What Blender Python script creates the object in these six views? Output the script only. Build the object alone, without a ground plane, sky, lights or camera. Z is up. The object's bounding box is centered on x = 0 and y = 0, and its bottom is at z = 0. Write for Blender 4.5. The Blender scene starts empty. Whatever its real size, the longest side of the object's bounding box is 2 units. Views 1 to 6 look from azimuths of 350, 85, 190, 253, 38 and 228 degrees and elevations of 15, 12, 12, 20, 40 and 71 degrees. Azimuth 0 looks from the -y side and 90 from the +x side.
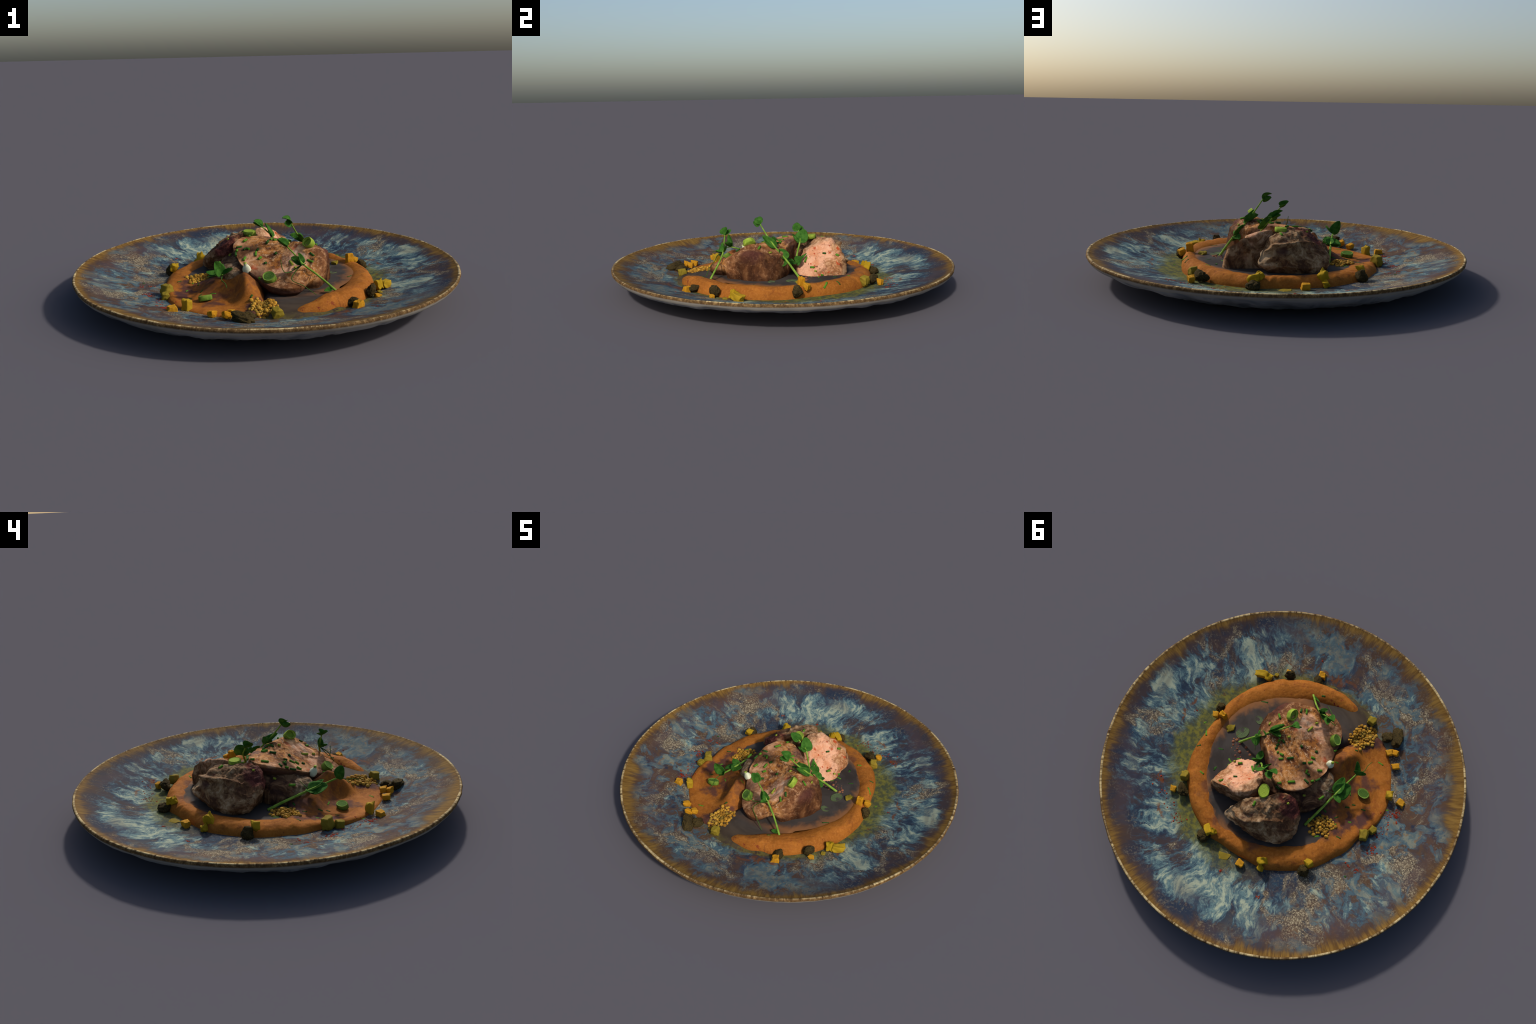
# A plated dish: reactive-glazed stoneware plate, ring of carrot puree, dark jus, roast meat, garnishes.
import bpy, bmesh, math, random
import numpy as np
from mathutils import Vector, Matrix
from mathutils.bvhtree import BVHTree

random.seed(7)
RNG = np.random.default_rng(7)
COL = bpy.context.scene.collection
TAU = 2 * math.pi


# ------------------------------------------------------------------ numeric helpers
def _hash(i, j, k, seed):
    n = (i * 374761393 + j * 668265263 + k * 1274126177 + seed * 974634777) & 0xFFFFFFFF
    n = ((n ^ (n >> 13)) * 1274126177) & 0xFFFFFFFF
    n = (n ^ (n >> 16)) & 0xFFFFFFFF
    return n / 2147483648.0 - 1.0


def vnoise(p, seed=0):
    p = np.asarray(p, float)
    f = np.floor(p).astype(np.int64)
    t = p - f
    t = t * t * t * (t * (t * 6 - 15) + 10)
    out = 0
    for a in (0, 1):
        wa = t[:, 0] if a else 1 - t[:, 0]
        for b in (0, 1):
            wb = t[:, 1] if b else 1 - t[:, 1]
            for c in (0, 1):
                wc = t[:, 2] if c else 1 - t[:, 2]
                out = out + wa * wb * wc * _hash(f[:, 0] + a, f[:, 1] + b, f[:, 2] + c, seed)
    return out


def fbm(p, scale, octaves=4, seed=0, gain=0.5):
    p = np.asarray(p, float) * scale
    v, amp = 0, 1.0
    for o in range(octaves):
        v = v + amp * vnoise(p + 17.3 * o, seed + o)
        p = p * 2.03
        amp *= gain
    return v


def smooth(a, b, x):
    t = np.clip((np.asarray(x, float) - a) / (b - a), 0, 1)
    return t * t * (3 - 2 * t)


class Surface:
    """Smooth height surface through a few control points (thin plate spline)."""

    def __init__(self, pts, soft=0.0):
        p = np.array(pts, float)
        self.c = p[:, :2]
        n = len(p)
        d = np.linalg.norm(self.c[:, None] - self.c[None], axis=2)
        K = self.k(d) + soft * np.eye(n)
        Pm = np.hstack([np.ones((n, 1)), self.c])
        A = np.block([[K, Pm], [Pm.T, np.zeros((3, 3))]])
        self.w = np.linalg.solve(A, np.concatenate([p[:, 2], np.zeros(3)]))

    @staticmethod
    def k(d):
        return np.where(d > 1e-9, d * d * np.log(np.maximum(d, 1e-9)), 0)

    def __call__(self, xy):
        xy = np.atleast_2d(xy)
        d = np.linalg.norm(xy[:, None] - self.c[None], axis=2)
        n = len(self.c)
        return self.k(d) @ self.w[:n] + self.w[n] + xy @ self.w[n + 1:]


def closed_curve(pts, n, centre):
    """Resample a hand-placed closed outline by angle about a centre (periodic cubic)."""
    p = np.array(pts, float)
    m = 40
    out = []
    N = len(p)
    for i in range(N):
        p0, p1, p2, p3 = p[i - 1], p[i], p[(i + 1) % N], p[(i + 2) % N]
        for t in np.arange(m) / m:
            out.append(0.5 * (2 * p1 + (p2 - p0) * t + (2 * p0 - 5 * p1 + 4 * p2 - p3) * t * t + (3 * p1 - p0 - 3 * p2 + p3) * t ** 3))
    out = np.array(out)
    ang = np.unwrap(np.arctan2(out[:, 1] - centre[1], out[:, 0] - centre[0]))
    if ang[-1] < ang[0]:
        out, ang = out[::-1], ang[::-1]
    ang = np.maximum.accumulate(ang)
    th = np.arange(n) / n * TAU
    a0 = ang[0]
    base = np.concatenate([ang - TAU, ang, ang + TAU])
    big = np.vstack([out, out, out])
    thq = a0 + np.mod(th - a0, TAU)
    return np.stack([np.interp(thq, base, big[:, k]) for k in range(out.shape[1])], 1)


# ------------------------------------------------------------------ mesh helpers
def link(o, parent=None):
    COL.objects.link(o)
    if parent is not None:
        o.parent = parent
    return o


def mesh_data(name, verts, faces, mats, face_mat=None, smooth_shade=True):
    me = bpy.data.meshes.new(name)
    me.from_pydata([tuple(map(float, v)) for v in verts], [], [tuple(map(int, f)) for f in faces])
    for m in (mats if isinstance(mats, (list, tuple)) else [mats]):
        me.materials.append(m)
    me.polygons.foreach_set("use_smooth", [smooth_shade] * len(me.polygons))
    if face_mat is not None:
        me.polygons.foreach_set("material_index", face_mat)
    me.update()
    return me


def thing(name, data=None, label=None, category=None, parent=None, **props):
    o = link(bpy.data.objects.new(name, data), parent)
    if label:
        o["label"], o["category"] = label, category
    for k, v in props.items():
        o[k] = v
    return o


def grid_faces(rows, cols, wrap=True, flip=False):
    f = []
    cc = cols if wrap else cols - 1
    for i in range(rows - 1):
        for j in range(cc):
            a, b = i * cols + j, i * cols + (j + 1) % cols
            q = (a, b, b + cols, a + cols)
            f.append(q[::-1] if flip else q)
    return f


def fix_normals(me):
    bm = bmesh.new()
    bm.from_mesh(me)
    bmesh.ops.recalc_face_normals(bm, faces=bm.faces)
    bm.to_mesh(me)
    bm.free()
    me.update()


def coords(me):
    a = np.empty(len(me.vertices) * 3)
    me.vertices.foreach_get("co", a)
    return a.reshape(-1, 3)


def normals(me):
    a = np.empty(len(me.vertices) * 3)
    me.vertices.foreach_get("normal", a)
    return a.reshape(-1, 3)


def set_coords(me, v):
    me.vertices.foreach_set("co", np.asarray(v, float).ravel())
    me.update()


def tube(points, radii, sides=8, samples=None):
    """Round tube along a smooth path; returns verts, faces (closed ends)."""
    p = np.array(points, float)
    n = samples or (len(p) - 1) * 6 + 1
    t = np.linspace(0, len(p) - 1, n)
    pts = []
    for q in t:
        i = min(int(q), len(p) - 2)
        f = q - i
        p1, p2 = p[i], p[i + 1]
        p0 = p[i - 1] if i > 0 else 2 * p1 - p2
        p3 = p[i + 2] if i + 2 < len(p) else 2 * p2 - p1
        pts.append(0.5 * (2 * p1 + (p2 - p0) * f + (2 * p0 - 5 * p1 + 4 * p2 - p3) * f * f + (3 * p1 - p0 - 3 * p2 + p3) * f ** 3))
    pts = np.array(pts)
    rr = np.interp(t, np.linspace(0, len(p) - 1, len(radii)), radii)
    tan = np.gradient(pts, axis=0)
    tan /= np.linalg.norm(tan, axis=1)[:, None]
    ref = np.array([0.3, 0.2, 0.9])
    verts = []
    for c, d, r in zip(pts, tan, rr):
        u = np.cross(d, ref)
        u /= np.linalg.norm(u)
        w = np.cross(d, u)
        for k in range(sides):
            a = TAU * k / sides
            verts.append(c + r * (math.cos(a) * u + math.sin(a) * w))
    f = grid_faces(n, sides)
    verts += [pts[0], pts[-1]]
    b, e = len(verts) - 2, len(verts) - 1
    f += [(b, (k + 1) % sides, k) for k in range(sides)]
    o = (n - 1) * sides
    f += [(e, o + k, o + (k + 1) % sides) for k in range(sides)]
    return np.array(verts), f


def join(parts):
    V, F, o = [], [], 0
    for v, f in parts:
        V.append(np.asarray(v))
        F += [tuple(i + o for i in q) for q in f]
        o += len(v)
    return np.vstack(V), F


# ------------------------------------------------------------------ material helpers
class Nodes:
    def __init__(self, name, rough=0.6, spec=0.3):
        self.mat = bpy.data.materials.new(name)
        self.mat.use_nodes = True
        self.t = self.mat.node_tree
        self.t.nodes.clear()
        self.out = self.t.nodes.new("ShaderNodeOutputMaterial")
        self.b = self.t.nodes.new("ShaderNodeBsdfPrincipled")
        self.b.inputs["Roughness"].default_value = max(rough, 0.7)
        self.b.inputs["Specular IOR Level"].default_value = spec * 0.12
        self.t.links.new(self.b.outputs[0], self.out.inputs[0])
        self.coord = self.t.nodes.new("ShaderNodeTexCoord").outputs["Object"]

    def put(self, sock, v):
        if isinstance(v, bpy.types.NodeSocket):
            self.t.links.new(v, sock)
        elif isinstance(v, (tuple, list)):
            sock.default_value = (*v, 1.0) if len(sock.default_value) == 4 and len(v) == 3 else v
        else:
            sock.default_value = v

    def math(self, op, a, b=0.0, c=None, clamp=False):
        n = self.t.nodes.new("ShaderNodeMath")
        n.operation, n.use_clamp = op, clamp
        self.put(n.inputs[0], a)
        self.put(n.inputs[1], b)
        if c is not None:
            self.put(n.inputs[2], c)
        return n.outputs[0]

    def vmath(self, op, a, b=(0, 0, 0), scale=None):
        n = self.t.nodes.new("ShaderNodeVectorMath")
        n.operation = op
        self.put(n.inputs[0], a)
        if op not in ("LENGTH", "NORMALIZE"):
            self.put(n.inputs[1], b)
        if scale is not None:
            self.put(n.inputs["Scale"], scale)
        return n.outputs["Value"] if op in ("LENGTH", "DISTANCE", "DOT_PRODUCT") else n.outputs["Vector"]

    def xyz(self, v):
        n = self.t.nodes.new("ShaderNodeSeparateXYZ")
        self.put(n.inputs[0], v)
        return n.outputs

    def vec(self, x, y, z):
        n = self.t.nodes.new("ShaderNodeCombineXYZ")
        for s, v in zip(n.inputs, (x, y, z)):
            self.put(s, v)
        return n.outputs[0]

    def noise(self, scale, detail=3.0, rough=0.55, distort=0.0, vec=None, off=0.0):
        n = self.t.nodes.new("ShaderNodeTexNoise")
        v = vec if vec is not None else self.coord
        if off:
            v = self.vmath("ADD", v, (off, off * 0.7, -off * 1.3))
        self.put(n.inputs["Vector"], v)
        self.put(n.inputs["Scale"], scale)
        n.inputs["Detail"].default_value = detail
        n.inputs["Roughness"].default_value = rough
        n.inputs["Distortion"].default_value = distort
        return n.outputs["Fac"]

    def voronoi(self, scale, vec=None, feature="F1", out="Distance"):
        n = self.t.nodes.new("ShaderNodeTexVoronoi")
        n.feature = feature
        self.put(n.inputs["Vector"], vec if vec is not None else self.coord)
        n.inputs["Scale"].default_value = scale
        return n.outputs[out]

    def step(self, v, a, b):
        n = self.t.nodes.new("ShaderNodeMapRange")
        n.interpolation_type = "SMOOTHSTEP"
        self.put(n.inputs["Value"], v)
        n.inputs["From Min"].default_value, n.inputs["From Max"].default_value = (a, b) if a < b else (b, a)
        n.inputs["To Min"].default_value, n.inputs["To Max"].default_value = (0, 1) if a < b else (1, 0)
        return n.outputs["Result"]

    def ramp(self, fac, stops):
        n = self.t.nodes.new("ShaderNodeValToRGB")
        e = n.color_ramp.elements
        while len(e) < len(stops):
            e.new(0.5)
        for el, (p, c) in zip(e, stops):
            el.position, el.color = p, (*c, 1)
        self.put(n.inputs[0], fac)
        return n.outputs[0]

    def mix(self, fac, a, b, mode="MIX"):
        n = self.t.nodes.new("ShaderNodeMix")
        n.data_type, n.blend_type = "RGBA", mode
        self.put(n.inputs[0], fac)
        self.put(n.inputs[6], a)
        self.put(n.inputs[7], b)
        return n.outputs[2]

    def mul(self, *a):
        v = a[0]
        for x in a[1:]:
            v = self.math("MULTIPLY", v, x)
        return v

    def add(self, a, b):
        return self.math("ADD", a, b)

    def spot(self, centre, r0, r1, wob=0.0, wscale=12.0):
        """1 inside r0 of a place, fading to 0 at r1, with a ragged edge."""
        d = self.vmath("DISTANCE", self.coord, centre)
        if wob:
            d = self.add(d, self.math("MULTIPLY", self.math("SUBTRACT", self.noise(wscale, 4.0), 0.5), wob))
        return self.step(d, r1, r0)

    def finish(self, colour, bump=None, strength=0.3, dist=0.01, rough=None):
        self.put(self.b.inputs["Base Color"], colour)
        if bump is not None:
            n = self.t.nodes.new("ShaderNodeBump")
            n.inputs["Strength"].default_value = strength
            n.inputs["Distance"].default_value = dist
            self.put(n.inputs["Height"], bump)
            self.t.links.new(n.outputs[0], self.b.inputs["Normal"])
        if rough is not None:
            self.put(self.b.inputs["Roughness"], rough)
        return self.mat


# ------------------------------------------------------------------ materials
def mat_glaze():
    N = Nodes("reactive_glaze", 0.55, 0.25)
    x, y, z = N.xyz(N.coord)
    flat = N.vec(x, y, 0.0)
    r = N.vmath("LENGTH", flat)
    u = N.vmath("NORMALIZE", flat)
    ux, uy, _ = N.xyz(u)
    # wandering coordinates: the glaze has run outwards, feathering as it went
    def warp_by(scale, amount, off):
        n = N.t.nodes.new("ShaderNodeTexNoise")
        N.put(n.inputs["Vector"], N.vmath("ADD", flat, (off, off * 0.6, 0.0)))
        n.inputs["Scale"].default_value, n.inputs["Detail"].default_value = scale, 4.0
        return N.vmath("SCALE", N.vmath("SUBTRACT", n.outputs["Color"], (0.5, 0.5, 0.5)), scale=amount)

    warped = N.vmath("ADD", flat, warp_by(3.4, 0.24, 2.0))
    warped2 = N.vmath("ADD", warped, warp_by(11.0, 0.055, 5.0))
    wx, wy, _ = N.xyz(warped2)
    wr = N.vmath("LENGTH", N.vec(wx, wy, 0.0))
    wu = N.vmath("NORMALIZE", N.vec(wx, wy, 0.0))
    run = N.vmath("ADD", N.vmath("SCALE", wu, scale=3.4), N.vec(0.0, 0.0, N.mul(wr, 3.2)))
    runf = N.vmath("ADD", N.vmath("SCALE", wu, scale=13.0), N.vec(0.0, 0.0, N.mul(wr, 8.0)))
    # which half of the plate: 1 on the (-x, -y) side where the glaze is lacy and blotched
    lace_side = N.step(N.add(N.add(N.mul(ux, -0.67), N.mul(uy, -0.74)), N.mul(N.math("SUBTRACT", N.noise(2.3, 2.0, off=5.0), 0.5), 1.5)), -0.35, 0.60)
    flow_side = N.math("SUBTRACT", 1.0, lace_side)

    grain = N.noise(78.0, 3.0, 0.75)
    big = N.noise(4.2, 4.0, 0.62, 0.8, off=1.7)
    base = N.mix(N.math("MULTIPLY", N.step(big, 0.42, 0.60), N.add(0.6, N.mul(lace_side, 0.4))), (0.020, 0.028, 0.046), (0.060, 0.036, 0.025))
    base = N.mix(N.mul(lace_side, N.step(N.noise(9.0, 4.0, 0.65, 0.6, off=27.0), 0.40, 0.58), 0.75), base, (0.088, 0.050, 0.026))
    base = N.mix(N.mul(N.step(N.noise(3.4, 3.0, 0.6, 0.8, off=7.1), 0.5, 0.66), 0.7), base, (0.046, 0.035, 0.040))
    base = N.mix(N.mul(N.step(N.noise(5.0, 3.0, 0.6, 0.5, off=17.1), 0.52, 0.66), 0.75), base, (0.020, 0.040, 0.068))
    dust = N.mul(N.step(grain, 0.50, 0.66), N.step(N.noise(8.0, 3.0, 0.6, off=2.2), 0.40, 0.60))
    base = N.mix(N.mul(dust, 0.75), base, (0.130, 0.116, 0.088))
    # teal feathers with pale streaks
    patch = N.noise(1.0, 3.0, 0.55, 0.4, vec=run)
    streak = N.noise(1.0, 6.0, 0.72, 0.35, vec=runf, off=2.0)
    strand = N.noise(1.0, 5.0, 0.76, 0.4, vec=N.vmath("ADD", N.vmath("SCALE", wu, scale=30.0), N.vec(0.0, 0.0, N.mul(wr, 11.0))), off=4.0)
    swirl = N.noise(10.0, 6.0, 0.74, 0.6, vec=warped2, off=11.0)
    sm = N.add(N.mul(streak, 0.38), N.add(N.mul(swirl, 0.26), N.mul(strand, 0.36)))
    inr = N.mul(N.step(r, 0.50, 0.66), N.step(r, 0.96, 0.84))
    field = N.add(N.add(N.mul(patch, 0.58), N.mul(sm, 1.10)), N.mul(N.math("SUBTRACT", inr, 1.0), 0.15))
    field = N.math("SUBTRACT", field, N.mul(lace_side, 0.055))
    blue = N.step(field, 0.765, 0.845)
    teal = N.step(field, 0.805, 0.895)
    pale = N.mul(N.step(field, 0.845, 0.955), N.step(sm, 0.47, 0.57))
    c = N.mix(N.mul(blue, 0.85), base, (0.032, 0.062, 0.090))
    c = N.mix(N.mul(teal, N.step(grain, 0.25, 0.55)), c, (0.098, 0.162, 0.165))
    c = N.mix(N.mul(pale, 0.92), c, (0.320, 0.352, 0.245))
    # blotched side: grey-teal islands with blue rims on brown speckled ground
    isl = N.noise(7.5, 5.0, 0.62, 0.8, vec=warped2, off=21.0)
    rim_blue = N.mul(N.step(isl, 0.490, 0.515), N.step(isl, 0.585, 0.545), lace_side)
    inside = N.mul(N.step(isl, 0.525, 0.55), lace_side)
    tone = N.noise(24.0, 4.0, 0.7, 0.4, off=3.3)
    c = N.mix(N.mul(inside, 0.85), c, N.mix(N.step(tone, 0.40, 0.60), (0.078, 0.120, 0.124), (0.165, 0.178, 0.140)))
    c = N.mix(N.mul(N.step(N.noise(28.0, 2.0), 0.58, 0.66), inside, 0.7), c, (0.17, 0.10, 0.045))
    c = N.mix(N.mul(rim_blue, 0.8), c, (0.046, 0.088, 0.112))
    # lace of cream specks
    cell = N.voronoi(105.0, feature="F1")
    speck = N.mul(N.step(N.noise(140.0, 2.0, 0.6, 0.6), 0.46, 0.58), N.step(cell, 0.85, 0.4))
    lace_zone = N.step(N.add(N.noise(5.0, 4.0, 0.62, 0.7, vec=warped, off=31.0), N.mul(lace_side, 0.075)), 0.55, 0.67)
    lace_zone = N.mul(lace_zone, N.math("SUBTRACT", 1.0, N.mul(inside, 0.85)), N.math("SUBTRACT", 1.0, N.mul(teal, flow_side)))
    ground = N.mix(N.mul(lace_zone, 0.85), c, N.mix(N.step(tone, 0.42, 0.6), (0.056, 0.040, 0.028), (0.125, 0.092, 0.056)))
    c = N.mix(N.mul(lace_zone, speck, 0.85), ground, (0.350, 0.295, 0.190))
    rust = N.mul(N.step(N.noise(8.0, 4.0, 0.68, 0.5, off=61.0), 0.56, 0.66), N.step(grain, 0.35, 0.55), N.add(0.25, N.mul(lace_side, 0.5)))
    c = N.mix(rust, c, (0.105, 0.052, 0.026))
    # violet blush on the outer shoulder
    blush = N.mul(N.step(r, 0.70, 0.84), N.step(r, 0.95, 0.88), N.step(N.noise(3.0, 3.0, 0.6, 0.8, off=41.0), 0.44, 0.64))
    c = N.mix(N.mul(blush, 0.6), c, (0.064, 0.042, 0.044))
    # amber border with combed radial streaks
    comb = N.noise(1.0, 4.0, 0.7, 0.3, vec=N.vmath("ADD", N.vmath("SCALE", u, scale=62.0), N.vec(0, 0, N.mul(r, 9.0))))
    tongue = N.noise(1.0, 3.0, 0.6, 0.6, vec=N.vmath("ADD", N.vmath("SCALE", u, scale=4.2), N.vec(0, 0, N.mul(r, 1.5))))
    edge = N.add(r, N.add(N.mul(N.math("SUBTRACT", tongue, 0.5), 0.30), N.mul(N.math("SUBTRACT", comb, 0.5), 0.07)))
    edge = N.add(edge, N.math("SUBTRACT", N.mul(lace_side, 0.030), 0.034))
    brown = N.step(edge, 0.865, 0.955)
    amber = N.step(edge, 0.915, 0.975)
    c = N.mix(N.mul(brown, 0.8), c, N.mix(comb, (0.036, 0.021, 0.015), (0.105, 0.055, 0.022)))
    c = N.mix(N.mul(amber, 0.9), c, N.mix(N.step(comb, 0.34, 0.68), (0.115, 0.060, 0.014), (0.195, 0.112, 0.026)))
    last = N.mul(N.step(r, 0.945, 0.980), 0.85)
    c = N.mix(last, c, N.mix(N.step(comb, 0.34, 0.68), (0.090, 0.045, 0.012), (0.200, 0.112, 0.026)))
    # olive oil bleeding out of the sauce
    ang = N.add(N.mul(ux, 0.80), N.mul(uy, 0.05))
    oil_r = N.add(r, N.mul(N.math("SUBTRACT", N.noise(6.0, 4.0, 0.65, 0.5, off=51.0), 0.5), 0.24))
    oil = N.mul(N.step(oil_r, 0.665, 0.575), N.step(ang, -0.62, 0.15))
    c = N.mix(N.mul(oil, 0.8), c, N.mix(N.step(N.noise(34.0, 4.0, 0.7), 0.4, 0.62), (0.058, 0.066, 0.028), (0.155, 0.145, 0.020)))
    # thin rusty tide line
    tide = N.mul(N.step(N.math("ABSOLUTE", N.math("SUBTRACT", oil_r, 0.672)), 0.014, 0.002), N.step(ang, -0.1, 0.3), N.step(N.noise(9.0, 2.0), 0.48, 0.6))
    c = N.mix(N.mul(tide, 0.8), c, (0.13, 0.045, 0.014))
    return N.finish(c, N.noise(9.0, 2.0), 0.06, 0.01)


def mat_rim():
    N = Nodes("bare_rim", 0.65, 0.2)
    x, y, z = N.xyz(N.coord)
    u = N.vmath("NORMALIZE", N.vec(x, y, 0.0))
    r = N.vmath("LENGTH", N.vec(x, y, 0.0))
    v = N.vmath("ADD", N.vmath("SCALE", u, scale=60.0), N.vec(0.0, 0.0, N.mul(z, 60.0)))
    n = N.noise(1.0, 4.0, 0.7, 0.4, vec=v)
    zl = N.add(z, N.add(N.mul(x, -0.0045), N.mul(y, 0.002)))
    crest = N.step(zl, 0.1468, 0.1500)
    low = N.step(zl, 0.127, 0.138)
    dark = N.ramp(n, [(0.3, (0.050, 0.027, 0.012)), (0.50, (0.105, 0.060, 0.024)), (0.64, (0.21, 0.130, 0.055)), (0.78, (0.38, 0.27, 0.13))])
    broad = N.noise(9.0, 4.0, 0.7)
    c = N.mix(N.mul(crest, N.step(N.add(N.mul(n, 0.6), N.mul(broad, 0.4)), 0.42, 0.60)), dark, (0.50, 0.385, 0.19))
    c = N.mix(low, (0.27, 0.25, 0.215), c)
    return N.finish(c, n, 0.12, 0.003)


def mat_underside():
    N = Nodes("pale_underside", 0.6, 0.2)
    n = N.noise(6.0, 4.0, 0.6, 0.8)
    c = N.ramp(n, [(0.3, (0.13, 0.145, 0.165)), (0.5, (0.24, 0.245, 0.25)), (0.7, (0.34, 0.33, 0.315))])
    c = N.mix(N.mul(N.step(N.noise(14.0, 4.0, 0.6, 0.5, off=4.0), 0.55, 0.7), 0.6), c, (0.10, 0.11, 0.135))
    return N.finish(c, n, 0.2, 0.01)


def mat_puree():
    N = Nodes("carrot_puree", 0.6, 0.25)
    x, y, z = N.xyz(N.coord)
    r = N.vmath("LENGTH", N.vec(x, y, 0.0))
    n = N.noise(7.0, 4.0, 0.6, 0.4)
    f = N.noise(90.0, 3.0, 0.7)
    c = N.mix(N.step(n, 0.35, 0.68), (0.235, 0.077, 0.012), (0.315, 0.108, 0.017))
    c = N.mix(N.mul(N.step(f, 0.42, 0.7), 0.4), c, (0.40, 0.160, 0.034))
    c = N.mix(N.mul(N.step(N.noise(55.0, 2.0, off=8.0), 0.67, 0.74), 0.55), c, (0.12, 0.022, 0.014))
    swipe = N.noise(1.0, 4.0, 0.65, 0.6, vec=N.vmath("ADD", N.vmath("SCALE", N.vmath("NORMALIZE", N.vec(x, y, 0.0)), scale=4.0), N.vec(0.0, 0.0, N.mul(r, 34.0))))
    c = N.mix(N.mul(N.step(swipe, 0.52, 0.66), 0.45), c, (0.185, 0.056, 0.010))
    c = N.mix(N.mul(N.step(N.noise(17.0, 5.0, 0.7, 0.6, off=23.0), 0.57, 0.66), 0.5), c, (0.150, 0.045, 0.012))
    # jus soaked into the inner bank and over the swipe
    ragged = N.noise(16.0, 5.0, 0.7, 0.8, off=3.0)
    inner = N.step(N.add(r, N.mul(N.math("SUBTRACT", ragged, 0.5), 0.12)), 0.435, 0.385)
    left = N.step(x, -0.10, 0.12)
    c = N.mix(N.mul(inner, 0.6, N.step(ragged, 0.35, 0.6)), c, N.mix(left, (0.085, 0.035, 0.022), (0.33, 0.15, 0.05)))
    for p, r0, r1, k in (((-0.46, -0.175, 0.065), 0.02, 0.085, 0.95), ((-0.43, -0.09, 0.07), 0.01, 0.065, 0.85), ((-0.42, -0.03, 0.07), 0.0, 0.06, 0.8), ((-0.32, -0.33, 0.065), 0.01, 0.075, 0.85), ((-0.28, -0.26, 0.08), 0.0, 0.07, 0.5),
                         ((-0.20, -0.60, 0.07), 0.03, 0.10, 0.9), ((-0.13, -0.54, 0.07), 0.03, 0.10, 0.9), ((0.02, 0.42, 0.10), 0.0, 0.08, 0.6), ((-0.34, 0.02, 0.08), 0.06, 0.12, 0.9), ((-0.10, -0.48, 0.08), 0.06, 0.10, 0.85),
                         ((0.20, 0.37, 0.10), 0.0, 0.07, 0.6), ((-0.29, -0.05, 0.09), 0.03, 0.11, 0.6), ((-0.20, 0.36, 0.09), 0.0, 0.06, 0.6)):
        c = N.mix(N.mul(N.spot(p, r0, r1, 0.20, 18.0), k), c, (0.060, 0.028, 0.026))
    # berry-red flecks on the tip of the ring
    red = N.mul(N.step(N.noise(34.0, 3.0, 0.6, 0.6, off=13.0), 0.60, 0.66), N.add(N.mul(N.spot((0.12, -0.54, 0.1), 0.03, 0.14), 0.9), 0.18))
    c = N.mix(red, c, (0.15, 0.018, 0.014))
    return N.finish(c, N.add(N.mul(N.noise(70.0, 3.0, 0.7), 0.5), N.noise(22.0, 3.0)), 0.35, 0.006)


def mat_sauce():
    N = Nodes("dark_jus", 0.45, 0.3)
    x, y, z = N.xyz(N.coord)
    r = N.vmath("LENGTH", N.vec(x, y, 0.0))
    n = N.noise(5.0, 5.0, 0.65, 0.8)
    c = N.mix(N.step(n, 0.35, 0.65), (0.031, 0.025, 0.022), (0.052, 0.044, 0.039))
    out = N.step(y, -0.40, -0.56)
    c = N.mix(N.mul(out, 0.8), c, N.mix(N.step(n, 0.4, 0.65), (0.036, 0.025, 0.017), (0.062, 0.043, 0.027)))
    # puree clouding the jus close to the ring
    rag = N.add(r, N.mul(N.math("SUBTRACT", N.noise(11.0, 4.0, 0.6, 0.5, off=6.0), 0.5), 0.13))
    c = N.mix(N.mul(N.step(rag, 0.395, 0.455), N.step(y, -0.46, -0.36), 0.8), c, (0.235, 0.098, 0.034))
    tail = N.mul(N.step(N.noise(9.0, 4.0, 0.65, 0.9, off=16.0), 0.55, 0.68), N.spot((-0.12, -0.56, 0.065), 0.03, 0.15))
    c = N.mix(N.mul(tail, 0.9), c, (0.25, 0.105, 0.03))
    olive = N.mul(N.step(N.add(r, N.mul(N.math("SUBTRACT", N.noise(14.0, 4.0, 0.7), 0.5), 0.12)), 0.565, 0.640), N.step(N.noise(40.0, 3.0, 0.7), 0.40, 0.60))
    c = N.mix(N.mul(olive, 0.85), c, (0.105, 0.088, 0.020))
    return N.finish(c, N.noise(12.0, 3.0), 0.05, 0.006)


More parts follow.
